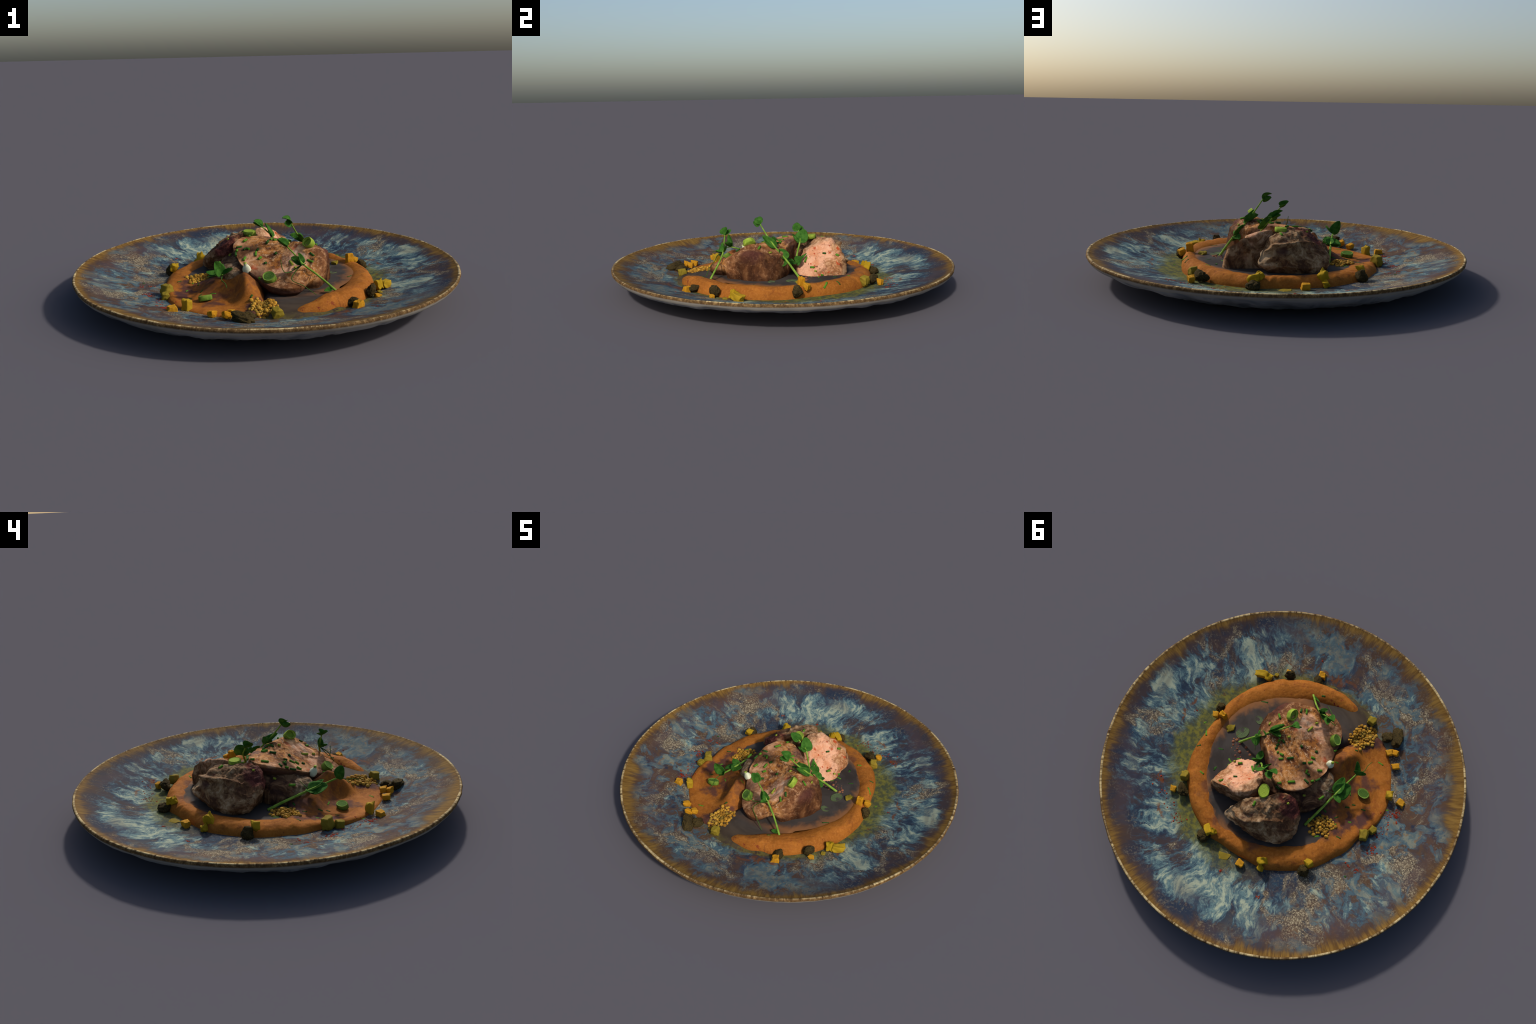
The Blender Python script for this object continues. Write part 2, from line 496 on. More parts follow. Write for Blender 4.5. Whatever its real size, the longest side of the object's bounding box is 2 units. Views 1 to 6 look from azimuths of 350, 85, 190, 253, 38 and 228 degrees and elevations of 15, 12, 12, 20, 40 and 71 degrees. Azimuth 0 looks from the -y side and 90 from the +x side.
def mat_seared_slice():
    N = Nodes("seared_meat", 0.6, 0.25)
    x, y, z = N.xyz(N.coord)
    a = N.noise(8.0, 5.0, 0.65, 0.9)
    fine = N.noise(62.0, 4.0, 0.7, 0.5)
    mid = N.noise(24.0, 5.0, 0.7, 0.6, off=5.0)
    sear = N.add(N.mul(a, 0.6), N.add(N.mul(mid, 0.32), N.mul(fine, 0.08)))
    c = N.ramp(sear, [(0.40, (0.58, 0.32, 0.150)), (0.46, (0.44, 0.195, 0.060)), (0.52, (0.26, 0.095, 0.022)), (0.59, (0.080, 0.027, 0.012))])
    c = N.mix(N.mul(N.step(fine, 0.50, 0.60), N.step(mid, 0.35, 0.58), 0.8), c, (0.54, 0.33, 0.175))
    c = N.mix(N.mul(N.step(N.noise(34.0, 4.0, 0.7, 0.3, off=15.0), 0.54, 0.62), 0.75), c, (0.080, 0.030, 0.016))
    c = N.mix(N.mul(N.step(N.voronoi(52.0), 0.34, 0.20), N.step(mid, 0.42, 0.6), 0.45), c, (0.11, 0.042, 0.016))
    # paler, juicy rim of the cut along the -x edge
    e = N.mul(N.step(N.add(N.add(N.mul(x, -1.0), N.mul(y, -0.28)), N.mul(N.math("SUBTRACT", mid, 0.5), 0.16)), 0.06, 0.14), N.step(z, 0.12, 0.17))
    c = N.mix(N.mul(e, 0.75), c, N.mix(N.step(mid, 0.42, 0.58), (0.50, 0.285, 0.165), (0.30, 0.135, 0.055)))
    # pink fibrous heart, tinted warmer and lighter to offset blue skylight
    fibre = N.noise(1.0, 4.0, 0.65, 0.3, vec=N.vec(N.mul(N.add(N.mul(x, 0.75), N.mul(y, 0.66)), 9.0), N.mul(N.add(N.mul(x, 0.66), N.mul(y, -0.75)), 46.0), N.mul(z, 20.0)))
    pink = N.math("MAXIMUM", N.spot((0.110, -0.250, 0.215), 0.035, 0.075, 0.14, 18.0), N.mul(N.spot((0.035, -0.300, 0.19), 0.030, 0.075, 0.14, 18.0), 0.95))
    pink = N.math("MAXIMUM", pink, N.mul(N.spot((0.10, -0.20, 0.24), 0.0, 0.07, 0.10, 22.0), 0.9))
    c = N.mix(N.mul(pink, 0.93), c, N.ramp(fibre, [(0.34, (0.36, 0.165, 0.085)), (0.5, (0.60, 0.315, 0.180)), (0.64, (0.69, 0.44, 0.285))]))
    # browned crust on the ridge next to the outer wall, and on the lower flap
    crust = N.math("MAXIMUM", N.step(N.add(x, N.mul(N.math("SUBTRACT", mid, 0.5), 0.10)), 0.165, 0.215), N.mul(N.step(N.add(N.add(y, N.mul(x, 0.25)), N.mul(N.math("SUBTRACT", mid, 0.5), 0.05)), -0.335, -0.355), 0.8))
    c = N.mix(N.mul(crust, 0.85), c, N.ramp(N.add(N.mul(mid, 0.6), N.mul(fine, 0.4)), [(0.40, (0.060, 0.022, 0.014)), (0.5, (0.150, 0.062, 0.026)), (0.60, (0.36, 0.19, 0.095))]))
    # side walls: stewed brown with tan bands
    side = N.step(x, 0.235, 0.265)
    side = N.math("MAXIMUM", side, N.step(z, 0.150, 0.120))
    side = N.math("MAXIMUM", side, N.mul(N.step(N.add(y, N.mul(x, -0.45)), -0.075, -0.045), N.step(z, 0.262, 0.245)))
    band = N.noise(1.0, 5.0, 0.65, 1.2, vec=N.vec(N.mul(x, 11.0), N.mul(y, 11.0), N.mul(z, 7.0)))
    wall = N.ramp(band, [(0.40, (0.028, 0.011, 0.006)), (0.50, (0.060, 0.023, 0.010)), (0.58, (0.110, 0.046, 0.018)), (0.69, (0.21, 0.110, 0.050))])
    wall = N.mix(N.mul(N.step(fine, 0.55, 0.66), 0.3), wall, (0.24, 0.125, 0.060))
    wall = N.mix(N.mul(N.spot((0.26, -0.20, 0.27), 0.04, 0.10, 0.08), 0.8), wall, (0.062, 0.020, 0.018))
    c = N.mix(N.mul(side, 0.92), c, wall)
    under = N.mul(N.step(N.add(x, N.mul(y, 0.3)), 0.03, -0.03), N.step(z, 0.262, 0.24), N.step(N.add(z, N.mul(y, -0.28)), 0.252, 0.236))  # darker band below the overhanging slice edge on the -x side
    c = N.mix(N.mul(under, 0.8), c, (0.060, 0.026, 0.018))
    dark_edge = N.spot((0.05, 0.045, 0.275), 0.02, 0.09, 0.10, 22.0)
    c = N.mix(N.mul(dark_edge, 0.65), c, (0.070, 0.036, 0.036))
    for p in ((-0.10, -0.21, 0.20), (0.01, -0.265, 0.205), (0.12, -0.165, 0.26)):
        c = N.mix(N.mul(N.spot(p, 0.0, 0.030, 0.05, 50.0), 0.85), c, (0.30, 0.035, 0.010))
    return N.finish(c, N.add(fine, mid), 0.28, 0.006)


def mat_pink_piece():
    N = Nodes("pink_roast", 0.55, 0.3)
    x, y, z = N.xyz(N.coord)
    fine = N.noise(60.0, 4.0, 0.7, 0.5)
    mid = N.noise(18.0, 5.0, 0.68, 0.6)
    c = N.mix(N.step(N.noise(13.0, 4.0, 0.6), 0.38, 0.62), (0.60, 0.315, 0.190), (0.52, 0.225, 0.115))
    c = N.mix(N.mul(N.step(fine, 0.5, 0.64), 0.4), c, (0.66, 0.40, 0.27))
    # browned far side of the face
    br = N.step(N.add(N.add(N.mul(y, 0.8), N.mul(x, 0.45)), N.mul(N.math("SUBTRACT", mid, 0.5), 0.34)), 0.232, 0.305)
    c = N.mix(N.mul(br, 0.9), c, N.ramp(N.add(N.mul(mid, 0.5), N.mul(fine, 0.5)), [(0.40, (0.12, 0.048, 0.022)), (0.5, (0.27, 0.115, 0.042)), (0.60, (0.46, 0.26, 0.135))]))
    low = N.mul(N.step(N.add(z, N.mul(N.math("SUBTRACT", mid, 0.5), 0.08)), 0.145, 0.115), N.step(y, 0.12, 0.18))
    c = N.mix(N.mul(low, 0.75), c, N.mix(N.step(fine, 0.42, 0.6), (0.20, 0.080, 0.028), (0.42, 0.22, 0.11)))
    c = N.mix(N.mul(N.step(N.noise(30.0, 3.0, 0.6, off=4.0), 0.60, 0.66), 0.85), c, (0.10, 0.030, 0.016))
    c = N.mix(N.mul(N.step(N.noise(38.0, 2.0, 0.5, off=14.0), 0.64, 0.69), 0.85), c, (0.34, 0.045, 0.012))
    # outer wall and foot, stewed
    wall = N.ramp(N.noise(12.0, 5.0, 0.68, 1.1, off=9.0), [(0.38, (0.050, 0.024, 0.014)), (0.48, (0.14, 0.068, 0.030)), (0.58, (0.30, 0.185, 0.098))])
    w = N.math("MAXIMUM", N.step(N.add(N.add(y, N.mul(x, 0.05)), N.mul(z, -0.03)), 0.318, 0.336), N.mul(N.step(N.add(y, N.mul(x, -0.4)), 0.262, 0.282), N.step(z, 0.262, 0.245)))
    c = N.mix(N.mul(w, 0.95), c, wall)
    knob = N.step(N.add(x, N.mul(N.math("SUBTRACT", mid, 0.5), 0.06)), 0.065, 0.035)
    c = N.mix(N.mul(knob, 0.9), c, N.ramp(N.noise(15.0, 5.0, 0.68, 0.9, off=19.0), [(0.40, (0.105, 0.048, 0.022)), (0.5, (0.25, 0.13, 0.062)), (0.60, (0.46, 0.29, 0.17))]))
    return N.finish(c, N.add(fine, mid), 0.5, 0.008)


def mat_thigh():
    N = Nodes("stewed_meat", 0.55, 0.3)
    x, y, z = N.xyz(N.coord)
    a = N.noise(9.0, 5.0, 0.65, 1.0)
    b = N.noise(26.0, 5.0, 0.72, 0.8, off=3.0)
    s = N.add(N.mul(a, 0.6), N.mul(b, 0.4))
    c = N.ramp(s, [(0.40, (0.060, 0.027, 0.014)), (0.46, (0.135, 0.068, 0.030)), (0.52, (0.235, 0.140, 0.070)), (0.60, (0.36, 0.245, 0.140))])  # browns saturated to counter the blue sky tint on the shaded side
    c = N.mix(N.mul(N.step(N.noise(8.0, 5.0, 0.65, 1.0, off=8.0), 0.50, 0.58), 0.8), c, N.mix(N.step(b, 0.42, 0.6), (0.058, 0.024, 0.013), (0.150, 0.068, 0.028)))
    maroon = N.spot((-0.195, 0.095, 0.235), 0.05, 0.095, 0.11, 16.0)
    c = N.mix(N.mul(maroon, 0.9), c, N.mix(N.step(b, 0.42, 0.62), (0.055, 0.015, 0.014), (0.135, 0.036, 0.028)))
    c = N.mix(N.mul(N.spot((-0.09, 0.335, 0.205), 0.015, 0.05, 0.05, 20.0), 0.85), c, (0.055, 0.024, 0.020))
    c = N.mix(N.mul(N.step(N.noise(60.0, 2.0, off=5.0), 0.68, 0.73), 0.8), c, (0.035, 0.020, 0.015))
    c = N.mix(N.mul(N.spot((-0.13, 0.13, 0.265), 0.0, 0.035, 0.03, 40.0), 0.8), c, (0.19, 0.03, 0.022))
    c = N.mix(N.mul(N.spot((-0.095, 0.30, 0.235), 0.0, 0.02, 0.03, 40.0), 0.8), c, (0.12, 0.02, 0.018))
    return N.finish(c, N.add(a, b), 0.6, 0.010)


def mat_under_piece():
    N = Nodes("soaked_meat", 0.5, 0.3)
    x, y, z = N.xyz(N.coord)
    a = N.noise(13.0, 5.0, 0.7, 1.0)
    c = N.ramp(a, [(0.40, (0.036, 0.017, 0.012)), (0.5, (0.085, 0.040, 0.020)), (0.60, (0.19, 0.10, 0.048))])
    tan = N.spot((-0.235, -0.14, 0.15), 0.045, 0.085, 0.12, 20.0)
    c = N.mix(N.mul(tan, 0.9), c, N.ramp(N.noise(30.0, 5.0, 0.7, 0.6), [(0.4, (0.12, 0.070, 0.036)), (0.5, (0.27, 0.18, 0.10)), (0.6, (0.43, 0.31, 0.19))]))
    return N.finish(c, a, 0.6, 0.01)


def mat_squash(name, a, b, char):
    N = Nodes(name, 0.5, 0.35)
    info = N.t.nodes.new("ShaderNodeObjectInfo").outputs["Random"]
    n = N.noise(35.0, 4.0, 0.6)
    c = N.mix(N.step(n, 0.35, 0.65), a, b)
    c = N.mix(N.mul(N.step(N.noise(55.0, 3.0, 0.6, off=2.0), 0.60, 0.70), char), c, (0.16, 0.055, 0.012))
    c = N.mix(N.mul(info, 0.25), c, (0.30, 0.20, 0.03))
    return N.finish(c, n, 0.3, 0.004)


def mat_mushroom():
    N = Nodes("dark_mushroom", 0.55, 0.3)
    n = N.noise(28.0, 5.0, 0.7, 0.8)
    c = N.ramp(n, [(0.38, (0.016, 0.013, 0.009)), (0.50, (0.036, 0.028, 0.014)), (0.57, (0.095, 0.064, 0.018)), (0.66, (0.20, 0.125, 0.028))])
    return N.finish(c, n, 0.7, 0.008)


def mat_simple(name, a, b, scale=40.0, rough=0.5, translucent=False, bump=0.25, dist=0.003):
    N = Nodes(name, rough, 0.3)
    n = N.noise(scale, 3.0, 0.6)
    c = N.mix(N.step(n, 0.35, 0.65), a, b)
    N.finish(c, n, bump, dist)
    if translucent:
        tr = N.t.nodes.new("ShaderNodeBsdfTranslucent")
        N.put(tr.inputs[0], c)
        mx = N.t.nodes.new("ShaderNodeMixShader")
        mx.inputs[0].default_value = 0.25
        N.t.links.new(N.b.outputs[0], mx.inputs[1])
        N.t.links.new(tr.outputs[0], mx.inputs[2])
        N.t.links.new(mx.outputs[0], N.out.inputs[0])
    return N.mat


def mat_leek_core(pale):
    """Cut face of a leek: rings round the object's own z axis."""
    N = Nodes("leek_core", 0.5, 0.3)
    x, y, z = N.xyz(N.coord)
    r = N.vmath("LENGTH", N.vec(x, N.mul(y, 1.12), 0.0))
    r = N.add(r, N.mul(N.math("SUBTRACT", N.noise(60.0, 2.0), 0.5), 0.004))
    ring = N.math("SINE", N.mul(r, TAU / 0.0062))
    if pale == 2:
        c = N.mix(N.step(ring, 0.2, 0.9), (0.052, 0.072, 0.030), (0.13, 0.17, 0.085))
    elif pale:
        c = N.mix(N.step(ring, -0.3, 0.7), (0.155, 0.23, 0.022), (0.30, 0.38, 0.05))
    else:
        c = N.mix(N.step(ring, 0.0, 0.9), (0.050, 0.115, 0.014), (0.12, 0.20, 0.045))
        c = N.mix(N.step(r, 0.024, 0.029), c, (0.20, 0.30, 0.05))
    return N.finish(c, ring, 0.25, 0.002)


def mat_seed(name, cols):
    N = Nodes(name, 0.35, 0.45)
    n = N.voronoi(48.0, out="Color")
    v = N.xyz(n)[0]
    c = N.ramp(v, list(zip((0.1, 0.4, 0.65, 0.9), cols)))
    return N.finish(c)


M_GLAZE, M_RIM, M_UNDER = mat_glaze(), mat_rim(), mat_underside()
M_PUREE, M_SAUCE = mat_puree(), mat_sauce()
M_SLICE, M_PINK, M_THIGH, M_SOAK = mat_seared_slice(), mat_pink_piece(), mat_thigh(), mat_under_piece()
M_ORANGE = mat_squash("orange_squash", (0.40, 0.165, 0.007), (0.55, 0.255, 0.013), 0.7)
M_YELLOW = mat_squash("yellow_squash", (0.27, 0.170, 0.008), (0.40, 0.245, 0.012), 0.25)
M_OLIVE = mat_squash("olive_squash", (0.150, 0.112, 0.010), (0.235, 0.170, 0.020), 0.15)
M_MUSH = mat_mushroom()
M_STEM = mat_simple("shoot_stem", (0.105, 0.20, 0.022), (0.19, 0.30, 0.045), 30.0)
M_LEAF = mat_simple("shoot_leaf", (0.028, 0.100, 0.013), (0.060, 0.165, 0.024), 45.0, 0.5, True)
M_TENDRIL = mat_simple("shoot_tendril", (0.025, 0.07, 0.010), (0.05, 0.11, 0.02), 30.0)
M_CHIVE = mat_simple("chive_green", (0.040, 0.125, 0.012), (0.105, 0.235, 0.022), 45.0)
M_CHIVE_DARK = mat_simple("chive_dark", (0.016, 0.052, 0.010), (0.035, 0.090, 0.018), 45.0)
M_CHIVE_PALE = mat_simple("chive_pale", (0.19, 0.21, 0.022), (0.26, 0.30, 0.04), 45.0)
M_LEEK_RIND = mat_simple("leek_rind", (0.15, 0.225, 0.022), (0.27, 0.35, 0.045), 30.0)
M_LEEK_RIND_D = mat_simple("leek_rind_green", (0.065, 0.125, 0.016), (0.14, 0.21, 0.03), 30.0)
M_LEEK_CORE, M_LEEK_CORE_D, M_SUNK_CORE = mat_leek_core(1), mat_leek_core(0), mat_leek_core(2)
M_SUNK_RIND = mat_simple("sunk_leek_rind", (0.060, 0.085, 0.028), (0.10, 0.125, 0.045), 30.0)
M_ONION = mat_simple("onion_skin", (0.50, 0.52, 0.34), (0.66, 0.66, 0.48), 12.0, 0.4)
M_SEED = mat_seed("mustard_seed_coat", [(0.17, 0.080, 0.012), (0.35, 0.175, 0.020), (0.48, 0.260, 0.036), (0.25, 0.150, 0.025)])
M_SEED_RED = mat_seed("stained_seed_coat", [(0.10, 0.045, 0.035), (0.19, 0.075, 0.045), (0.24, 0.105, 0.04), (0.14, 0.035, 0.03)])
M_PAPRIKA = mat_simple("paprika", (0.17, 0.020, 0.010), (0.26, 0.040, 0.016), 50.0)

# ------------------------------------------------------------------ plate
PROFILE_TOP = [(0.0, 0.046), (0.30, 0.046), (0.45, 0.047), (0.55, 0.050), (0.63, 0.057), (0.72, 0.076), (0.80, 0.0955), (0.88, 0.1185), (0.94, 0.1365), (0.972, 0.1460), (0.982, 0.1498)]
PROFILE_RIM = [(0.982, 0.1498), (0.986, 0.1518), (0.990, 0.1518), (0.9940, 0.1495), (0.9965, 0.144), (0.9955, 0.136), (0.991, 0.127), (0.984, 0.119)]
PROFILE_UNDER = [(0.984, 0.119), (0.955, 0.098), (0.91, 0.074), (0.85, 0.050), (0.78, 0.031), (0.70, 0.017), (0.62, 0.008), (0.54, 0.003), (0.40, 0.003), (0.20, 0.003), (0.0, 0.003)]


def resample(prof, n):
    p = np.array(prof)
    s = np.concatenate([[0], np.cumsum(np.linalg.norm(np.diff(p, axis=0), axis=1))])
    q = np.linspace(0, s[-1], n)
    return np.stack([np.interp(q, s, p[:, 0]), np.interp(q, s, p[:, 1])], 1)


def lean(x, y):
    """The plate was fired slightly out of true: a little higher towards (+x, -y)."""
    return 0.0045 * x - 0.002 * y


def plate_z(r, x=0.0, y=0.0):
    p = np.array(PROFILE_TOP)
    return np.interp(r, p[:, 0], p[:, 1]) - 0.002 * smooth(0.6, 0.95, r) + lean(x, y)


def build_plate():
    seg = 360
    segs = [("glazed_face", resample(PROFILE_TOP, 80), M_GLAZE), ("rim", resample(PROFILE_RIM, 16), M_RIM), ("underside", resample(PROFILE_UNDER, 60), M_UNDER)]
    prof = np.vstack([segs[0][1], segs[1][1][1:], segs[2][1][1:]])
    cuts = [(0, 80), (79, 95), (94, 154)]
    th = np.arange(seg) / seg * TAU
    R, A = np.meshgrid(prof[:, 0], th, indexing="ij")
    Z = np.repeat(prof[:, 1][:, None], seg, 1)
    k = np.arange(len(prof))[:, None]
    P = np.stack([np.cos(A) * 9, np.sin(A) * 9, R * 9], -1).reshape(-1, 3)
    lump = fbm(P, 1.0, 3, 5).reshape(R.shape)
    small = fbm(P, 3.1, 2, 9).reshape(R.shape)
    low = smooth(90, 104, k) * smooth(0.30, 0.55, R)
    Z = Z + low * (0.008 * lump + 0.004 * small)
    R = R * (1 + low * 0.004 * lump) + (smooth(79, 84, k) * smooth(99, 92, k)) * 0.0014 * small
    X, Y = R * np.cos(A), R * np.sin(A)
    Z = Z + smooth(0.9, 0.98, R) * 0.0018 * lump - 0.002 * smooth(0.6, 0.95, R) + lean(X, Y)
    # the underside was left rough: shallower towards +x, fuller towards (-x, +y), scalloped close under the rim
    belly = smooth(0.99, 0.90, R) * smooth(0.50, 0.66, R)
    Z = Z + low * belly * (0.026 * smooth(0.0, 0.9, X) + 0.003 * smooth(0.1, 0.8, (Y - X) * 0.7))
    Z = Z + low * 0.002 * smooth(0.0, 0.6, (X + Y) * 0.7) * smooth(0.85, 0.7, R)
    scallop = fbm(np.stack([np.cos(A) * 7, np.sin(A) * 7, R * 3], -1).reshape(-1, 3), 1.3, 2, 29).reshape(R.shape)
    Z = Z - low * smooth(0.995, 0.97, R) * smooth(0.86, 0.94, R) * (0.004 + 0.013 * np.clip(scallop, -0.4, 1.0))
    Z = np.maximum(Z, 0.0005 * (1 + small))
    V = np.stack([R * np.cos(A), R * np.sin(A), Z], -1)
    whole = mesh_data("whole_plate", V.reshape(-1, 3), grid_faces(len(prof), seg), M_GLAZE)
    whole.update()
    nrm = normals(whole).copy()
    plate = thing("dinner_plate", None, "round stoneware plate with running blue and amber glaze", "dinner plate")
    for (name, _, mat), (a, b) in zip(segs, cuts):
        v = V[a:b].reshape(-1, 3)
        me = mesh_data(name, v, grid_faces(b - a, seg), mat)
        nn = nrm[a * seg:b * seg].copy()
        if name != "rim":
            c = 0 if name == "glazed_face" else len(v) - seg
            nn[c:c + seg] = (0, 0, 1 if name == "glazed_face" else -1)
        me.normals_split_custom_set_from_vertices([tuple(q) for q in nn])
        thing(name, me, parent=plate)
    bpy.data.meshes.remove(whole)


build_plate()

# ------------------------------------------------------------------ puree ring and swipe
# angle (deg), outer radius, inner radius, going round from the tip of the ring to the end of the swipe
RING = [(268, 0.575, 0.540), (275, 0.597, 0.528), (287, 0.606, 0.490), (299, 0.602, 0.466), (313, 0.594, 0.450), (326, 0.584, 0.438), (340, 0.565, 0.443), (354, 0.541, 0.438), (367, 0.517, 0.432),
        (383, 0.512, 0.418), (398, 0.530, 0.402), (408, 0.538, 0.398), (421, 0.533, 0.404), (435, 0.534, 0.404), (448, 0.526, 0.412), (461, 0.507, 0.414), (476, 0.506, 0.402), (489, 0.530, 0.396),
        (501, 0.532, 0.380), (513, 0.533, 0.385), (525, 0.537, 0.395), (538, 0.538, 0.36), (549, 0.540, 0.22), (564, 0.585, 0.12), (572, 0.596, 0.12), (580, 0.597, 0.12), (590, 0.606, 0.12), (599, 0.612, 0.12),
        (606, 0.612, 0.14), (612, 0.600, 0.18), (618, 0.575, 0.24), (622, 0.54, 0.30)]
SWIPE = Surface([(-0.17, -0.28, 0.190), (-0.190, -0.235, 0.166), (-0.135, -0.25, 0.155), (-0.12, -0.34, 0.135), (-0.10, -0.40, 0.098), (-0.166, -0.328, 0.166), (-0.174, -0.370, 0.124), (-0.190, -0.42, 0.074), (-0.214, -0.285, 0.094), (-0.206, -0.335, 0.086),
                 (-0.240, -0.300, 0.069), (-0.220, -0.385, 0.070), (-0.245, -0.245, 0.100), (-0.29, -0.215, 0.086), (-0.30, -0.30, 0.062), (-0.36, -0.28, 0.059), (-0.29, -0.40, 0.061), (-0.22, -0.48, 0.062), (-0.16, -0.53, 0.078),
                 (-0.43, -0.36, 0.061), (-0.38, -0.45, 0.062), (-0.42, -0.20, 0.058), (-0.48, -0.24, 0.066), (-0.51, -0.16, 0.074), (-0.50, -0.06, 0.080), (-0.45, -0.09, 0.066), (-0.36, 0.02, 0.074),
                 (-0.29, -0.03, 0.108), (-0.29, -0.09, 0.114), (-0.33, -0.12, 0.088), (-0.22, -0.20, 0.134), (-0.18, -0.12, 0.10), (-0.10, -0.18, 0.13), (-0.255, -0.14, 0.126), (-0.30, -0.52, 0.062), (-0.10, -0.48, 0.088), (-0.48, 0.05, 0.084), (-0.40, 0.06, 0.072), (-0.2, 0.0, 0.09)], 0.00002)


def ring_at(deg, col):
    p = np.array(RING)
    return np.interp(deg, p[:, 0], p[:, col])


def sauce_level(x, y):
    return 0.0925 + 0.025 * np.clip(x, -0.35, 0.4)


def build_puree():
    nd, nt = 700, 64
    deg = np.linspace(268, 622, nd)
    t = np.linspace(0, 1, nt)
    D, T = np.meshgrid(deg, t, indexing="ij")
    wob = 0.006 * fbm(np.stack([np.cos(np.radians(deg)) * 5, np.sin(np.radians(deg)) * 5, 0 * deg], 1), 1.0, 3, 2)
    ro, ri = ring_at(deg, 1) + wob, ring_at(deg, 2) + 0.5 * wob
    k = np.array([0.25, 0.5, 0.25])
    for _ in range(12):
        ro[1:-1], ri[1:-1] = np.convolve(ro, k, "valid"), np.convolve(ri, k, "valid")
    w = (ro - ri)[:, None]
    R = ri[:, None] + T * w
    X, Y = R * np.cos(np.radians(D)), R * np.sin(np.radians(D))
    pz = plate_z(R, X, Y)
    P = np.stack([X, Y, 0 * X], -1).reshape(-1, 3)
    n1 = fbm(P, 9.0, 4, 12).reshape(X.shape)
    n2 = fbm(P, 30.0, 3, 22).reshape(X.shape)
    # ring: a piped bank, steep outside, easing into the jus inside
    crest = 0.107 + 0.030 * X * 0.5 - 0.022 * Y * 0.5 + 0.003 * np.sin(np.radians(D) * 3) + 0.003 * n1 + (X < 0) * 0.022 * X
    fall = smooth(268, 292, D)
    inner_z = sauce_level(X, Y) - 0.012
    prof = np.where(T < 0.5, 1 - np.abs((0.5 - T) / 0.5) ** 2.2, (1 - np.clip((T - 0.5) / 0.5, 0, 1) ** 2.4) ** 0.6)
    zring = np.where(T < 0.5, inner_z + (crest - inner_z) * prof, pz - 0.004 + (crest - pz + 0.004) * prof)
    ztip = pz - 0.006 + (0.034 + 0.003 * n1) * np.clip(1 - np.abs(2 * T - 1) ** 2.6, 0, 1) ** 0.42 * (0.30 + 0.75 * smooth(268, 276, D))
    zring = ztip * (1 - fall) + zring * fall
    # ripple left by the spoon along the outer bank
    zring += 0.004 * np.sin(np.radians(D) * 37 + 3 * n1) * smooth(0.5, 0.75, T) * smooth(1.0, 0.9, T) * fall * 0.5
    # swipe
    zs = SWIPE(np.stack([X, Y], -1).reshape(-1, 2)).reshape(X.shape)
    rim = np.clip((ro[:, None] - R) / 0.035, 0, 1)
    zs = pz - 0.004 + (np.maximum(zs, pz + 0.006) - pz + 0.004) * np.sqrt(1 - (1 - rim) ** 2)
    zs = zs * smooth(622, 612, D) + (pz - 0.008) * smooth(612, 622, D)
    b = smooth(532, 556, D)
    Z = zring * (1 - b) + zs * b + 0.0022 * n1 + 0.0009 * n2
    top = np.stack([X, Y, Z], -1)
    me = mesh_data("carrot_puree", top.reshape(-1, 3), grid_faces(nd, nt, wrap=False, flip=True), M_PUREE)
    bm = bmesh.new()
    bm.from_mesh(me)
    # close it underneath so that the puree is a solid body lying in the plate
    bd = [e for e in bm.edges if e.is_boundary]
    res = bmesh.ops.extrude_edge_only(bm, edges=bd)
    for v in (g for g in res["geom"] if isinstance(g, bmesh.types.BMVert)):
        v.co.z = 0.044
    bmesh.ops.holes_fill(bm, edges=[e for e in bm.edges if e.is_boundary], sides=0)
    bm.to_mesh(me)
    bm.free()
    return thing("carrot_puree", me, "swooshed ring of smooth orange carrot puree", "vegetable puree")


PUREE = build_puree()


def build_sauce():
    nd, nr = 360, 70
    deg = np.arange(nd) / nd * 360
    gap = smooth(243, 262, deg) * smooth(312, 292, deg)
    mid = np.where(deg < 268, 0.5 * (ring_at(deg + 360, 1) + ring_at(deg + 360, 2)), 0.5 * (ring_at(deg, 1) + ring_at(deg, 2)))
    inside = np.minimum(mid, 0.46)
    swipe = smooth(178, 200, deg) * smooth(256, 248, deg)
    inside = inside * (1 - swipe) + 0.40 * swipe
    wob = fbm(np.stack([np.cos(np.radians(deg)) * 4, np.sin(np.radians(deg)) * 4, 0 * deg], 1), 1.0, 3, 33)
    ro = inside * (1 - gap) + (0.645 + 0.012 * wob) * gap
    R = ro[:, None] * np.linspace(0, 1, nr)[None]
    A = np.radians(deg)[:, None] + 0 * R
    X, Y = R * np.cos(A), R * np.sin(A)
    pz = plate_z(R, X, Y)
    g2 = smooth(235, 258, deg) * smooth(325, 300, deg)
    lvl = sauce_level(X, Y)
    spill = np.maximum(lvl + (0.070 - lvl) * smooth(0.44, 0.64, R), pz + 0.004)
    Z = lvl * (1 - g2[:, None]) + spill * g2[:, None]
    # under the swipe the jus sinks away
    sw = smooth(182, 200, deg) * smooth(262, 252, deg)
    Z = Z - sw[:, None] * smooth(0.15, 0.28, R) * 0.05
    lip = smooth(0.93, 1.0, R / ro[:, None]) * gap[:, None]
    Z = Z * (1 - lip) + (pz - 0.002) * lip
    Z += 0.0009 * fbm(np.stack([X, Y, 0 * X], -1).reshape(-1, 3), 14.0, 3, 44).reshape(X.shape)
    V = np.stack([X, Y, Z], -1).transpose(1, 0, 2).reshape(-1, 3)
    me = mesh_data("dark_jus", V, grid_faces(nr, nd), M_SAUCE)
    return thing("dark_jus", me, "pool of thin dark brown meat jus", "sauce")


build_sauce()


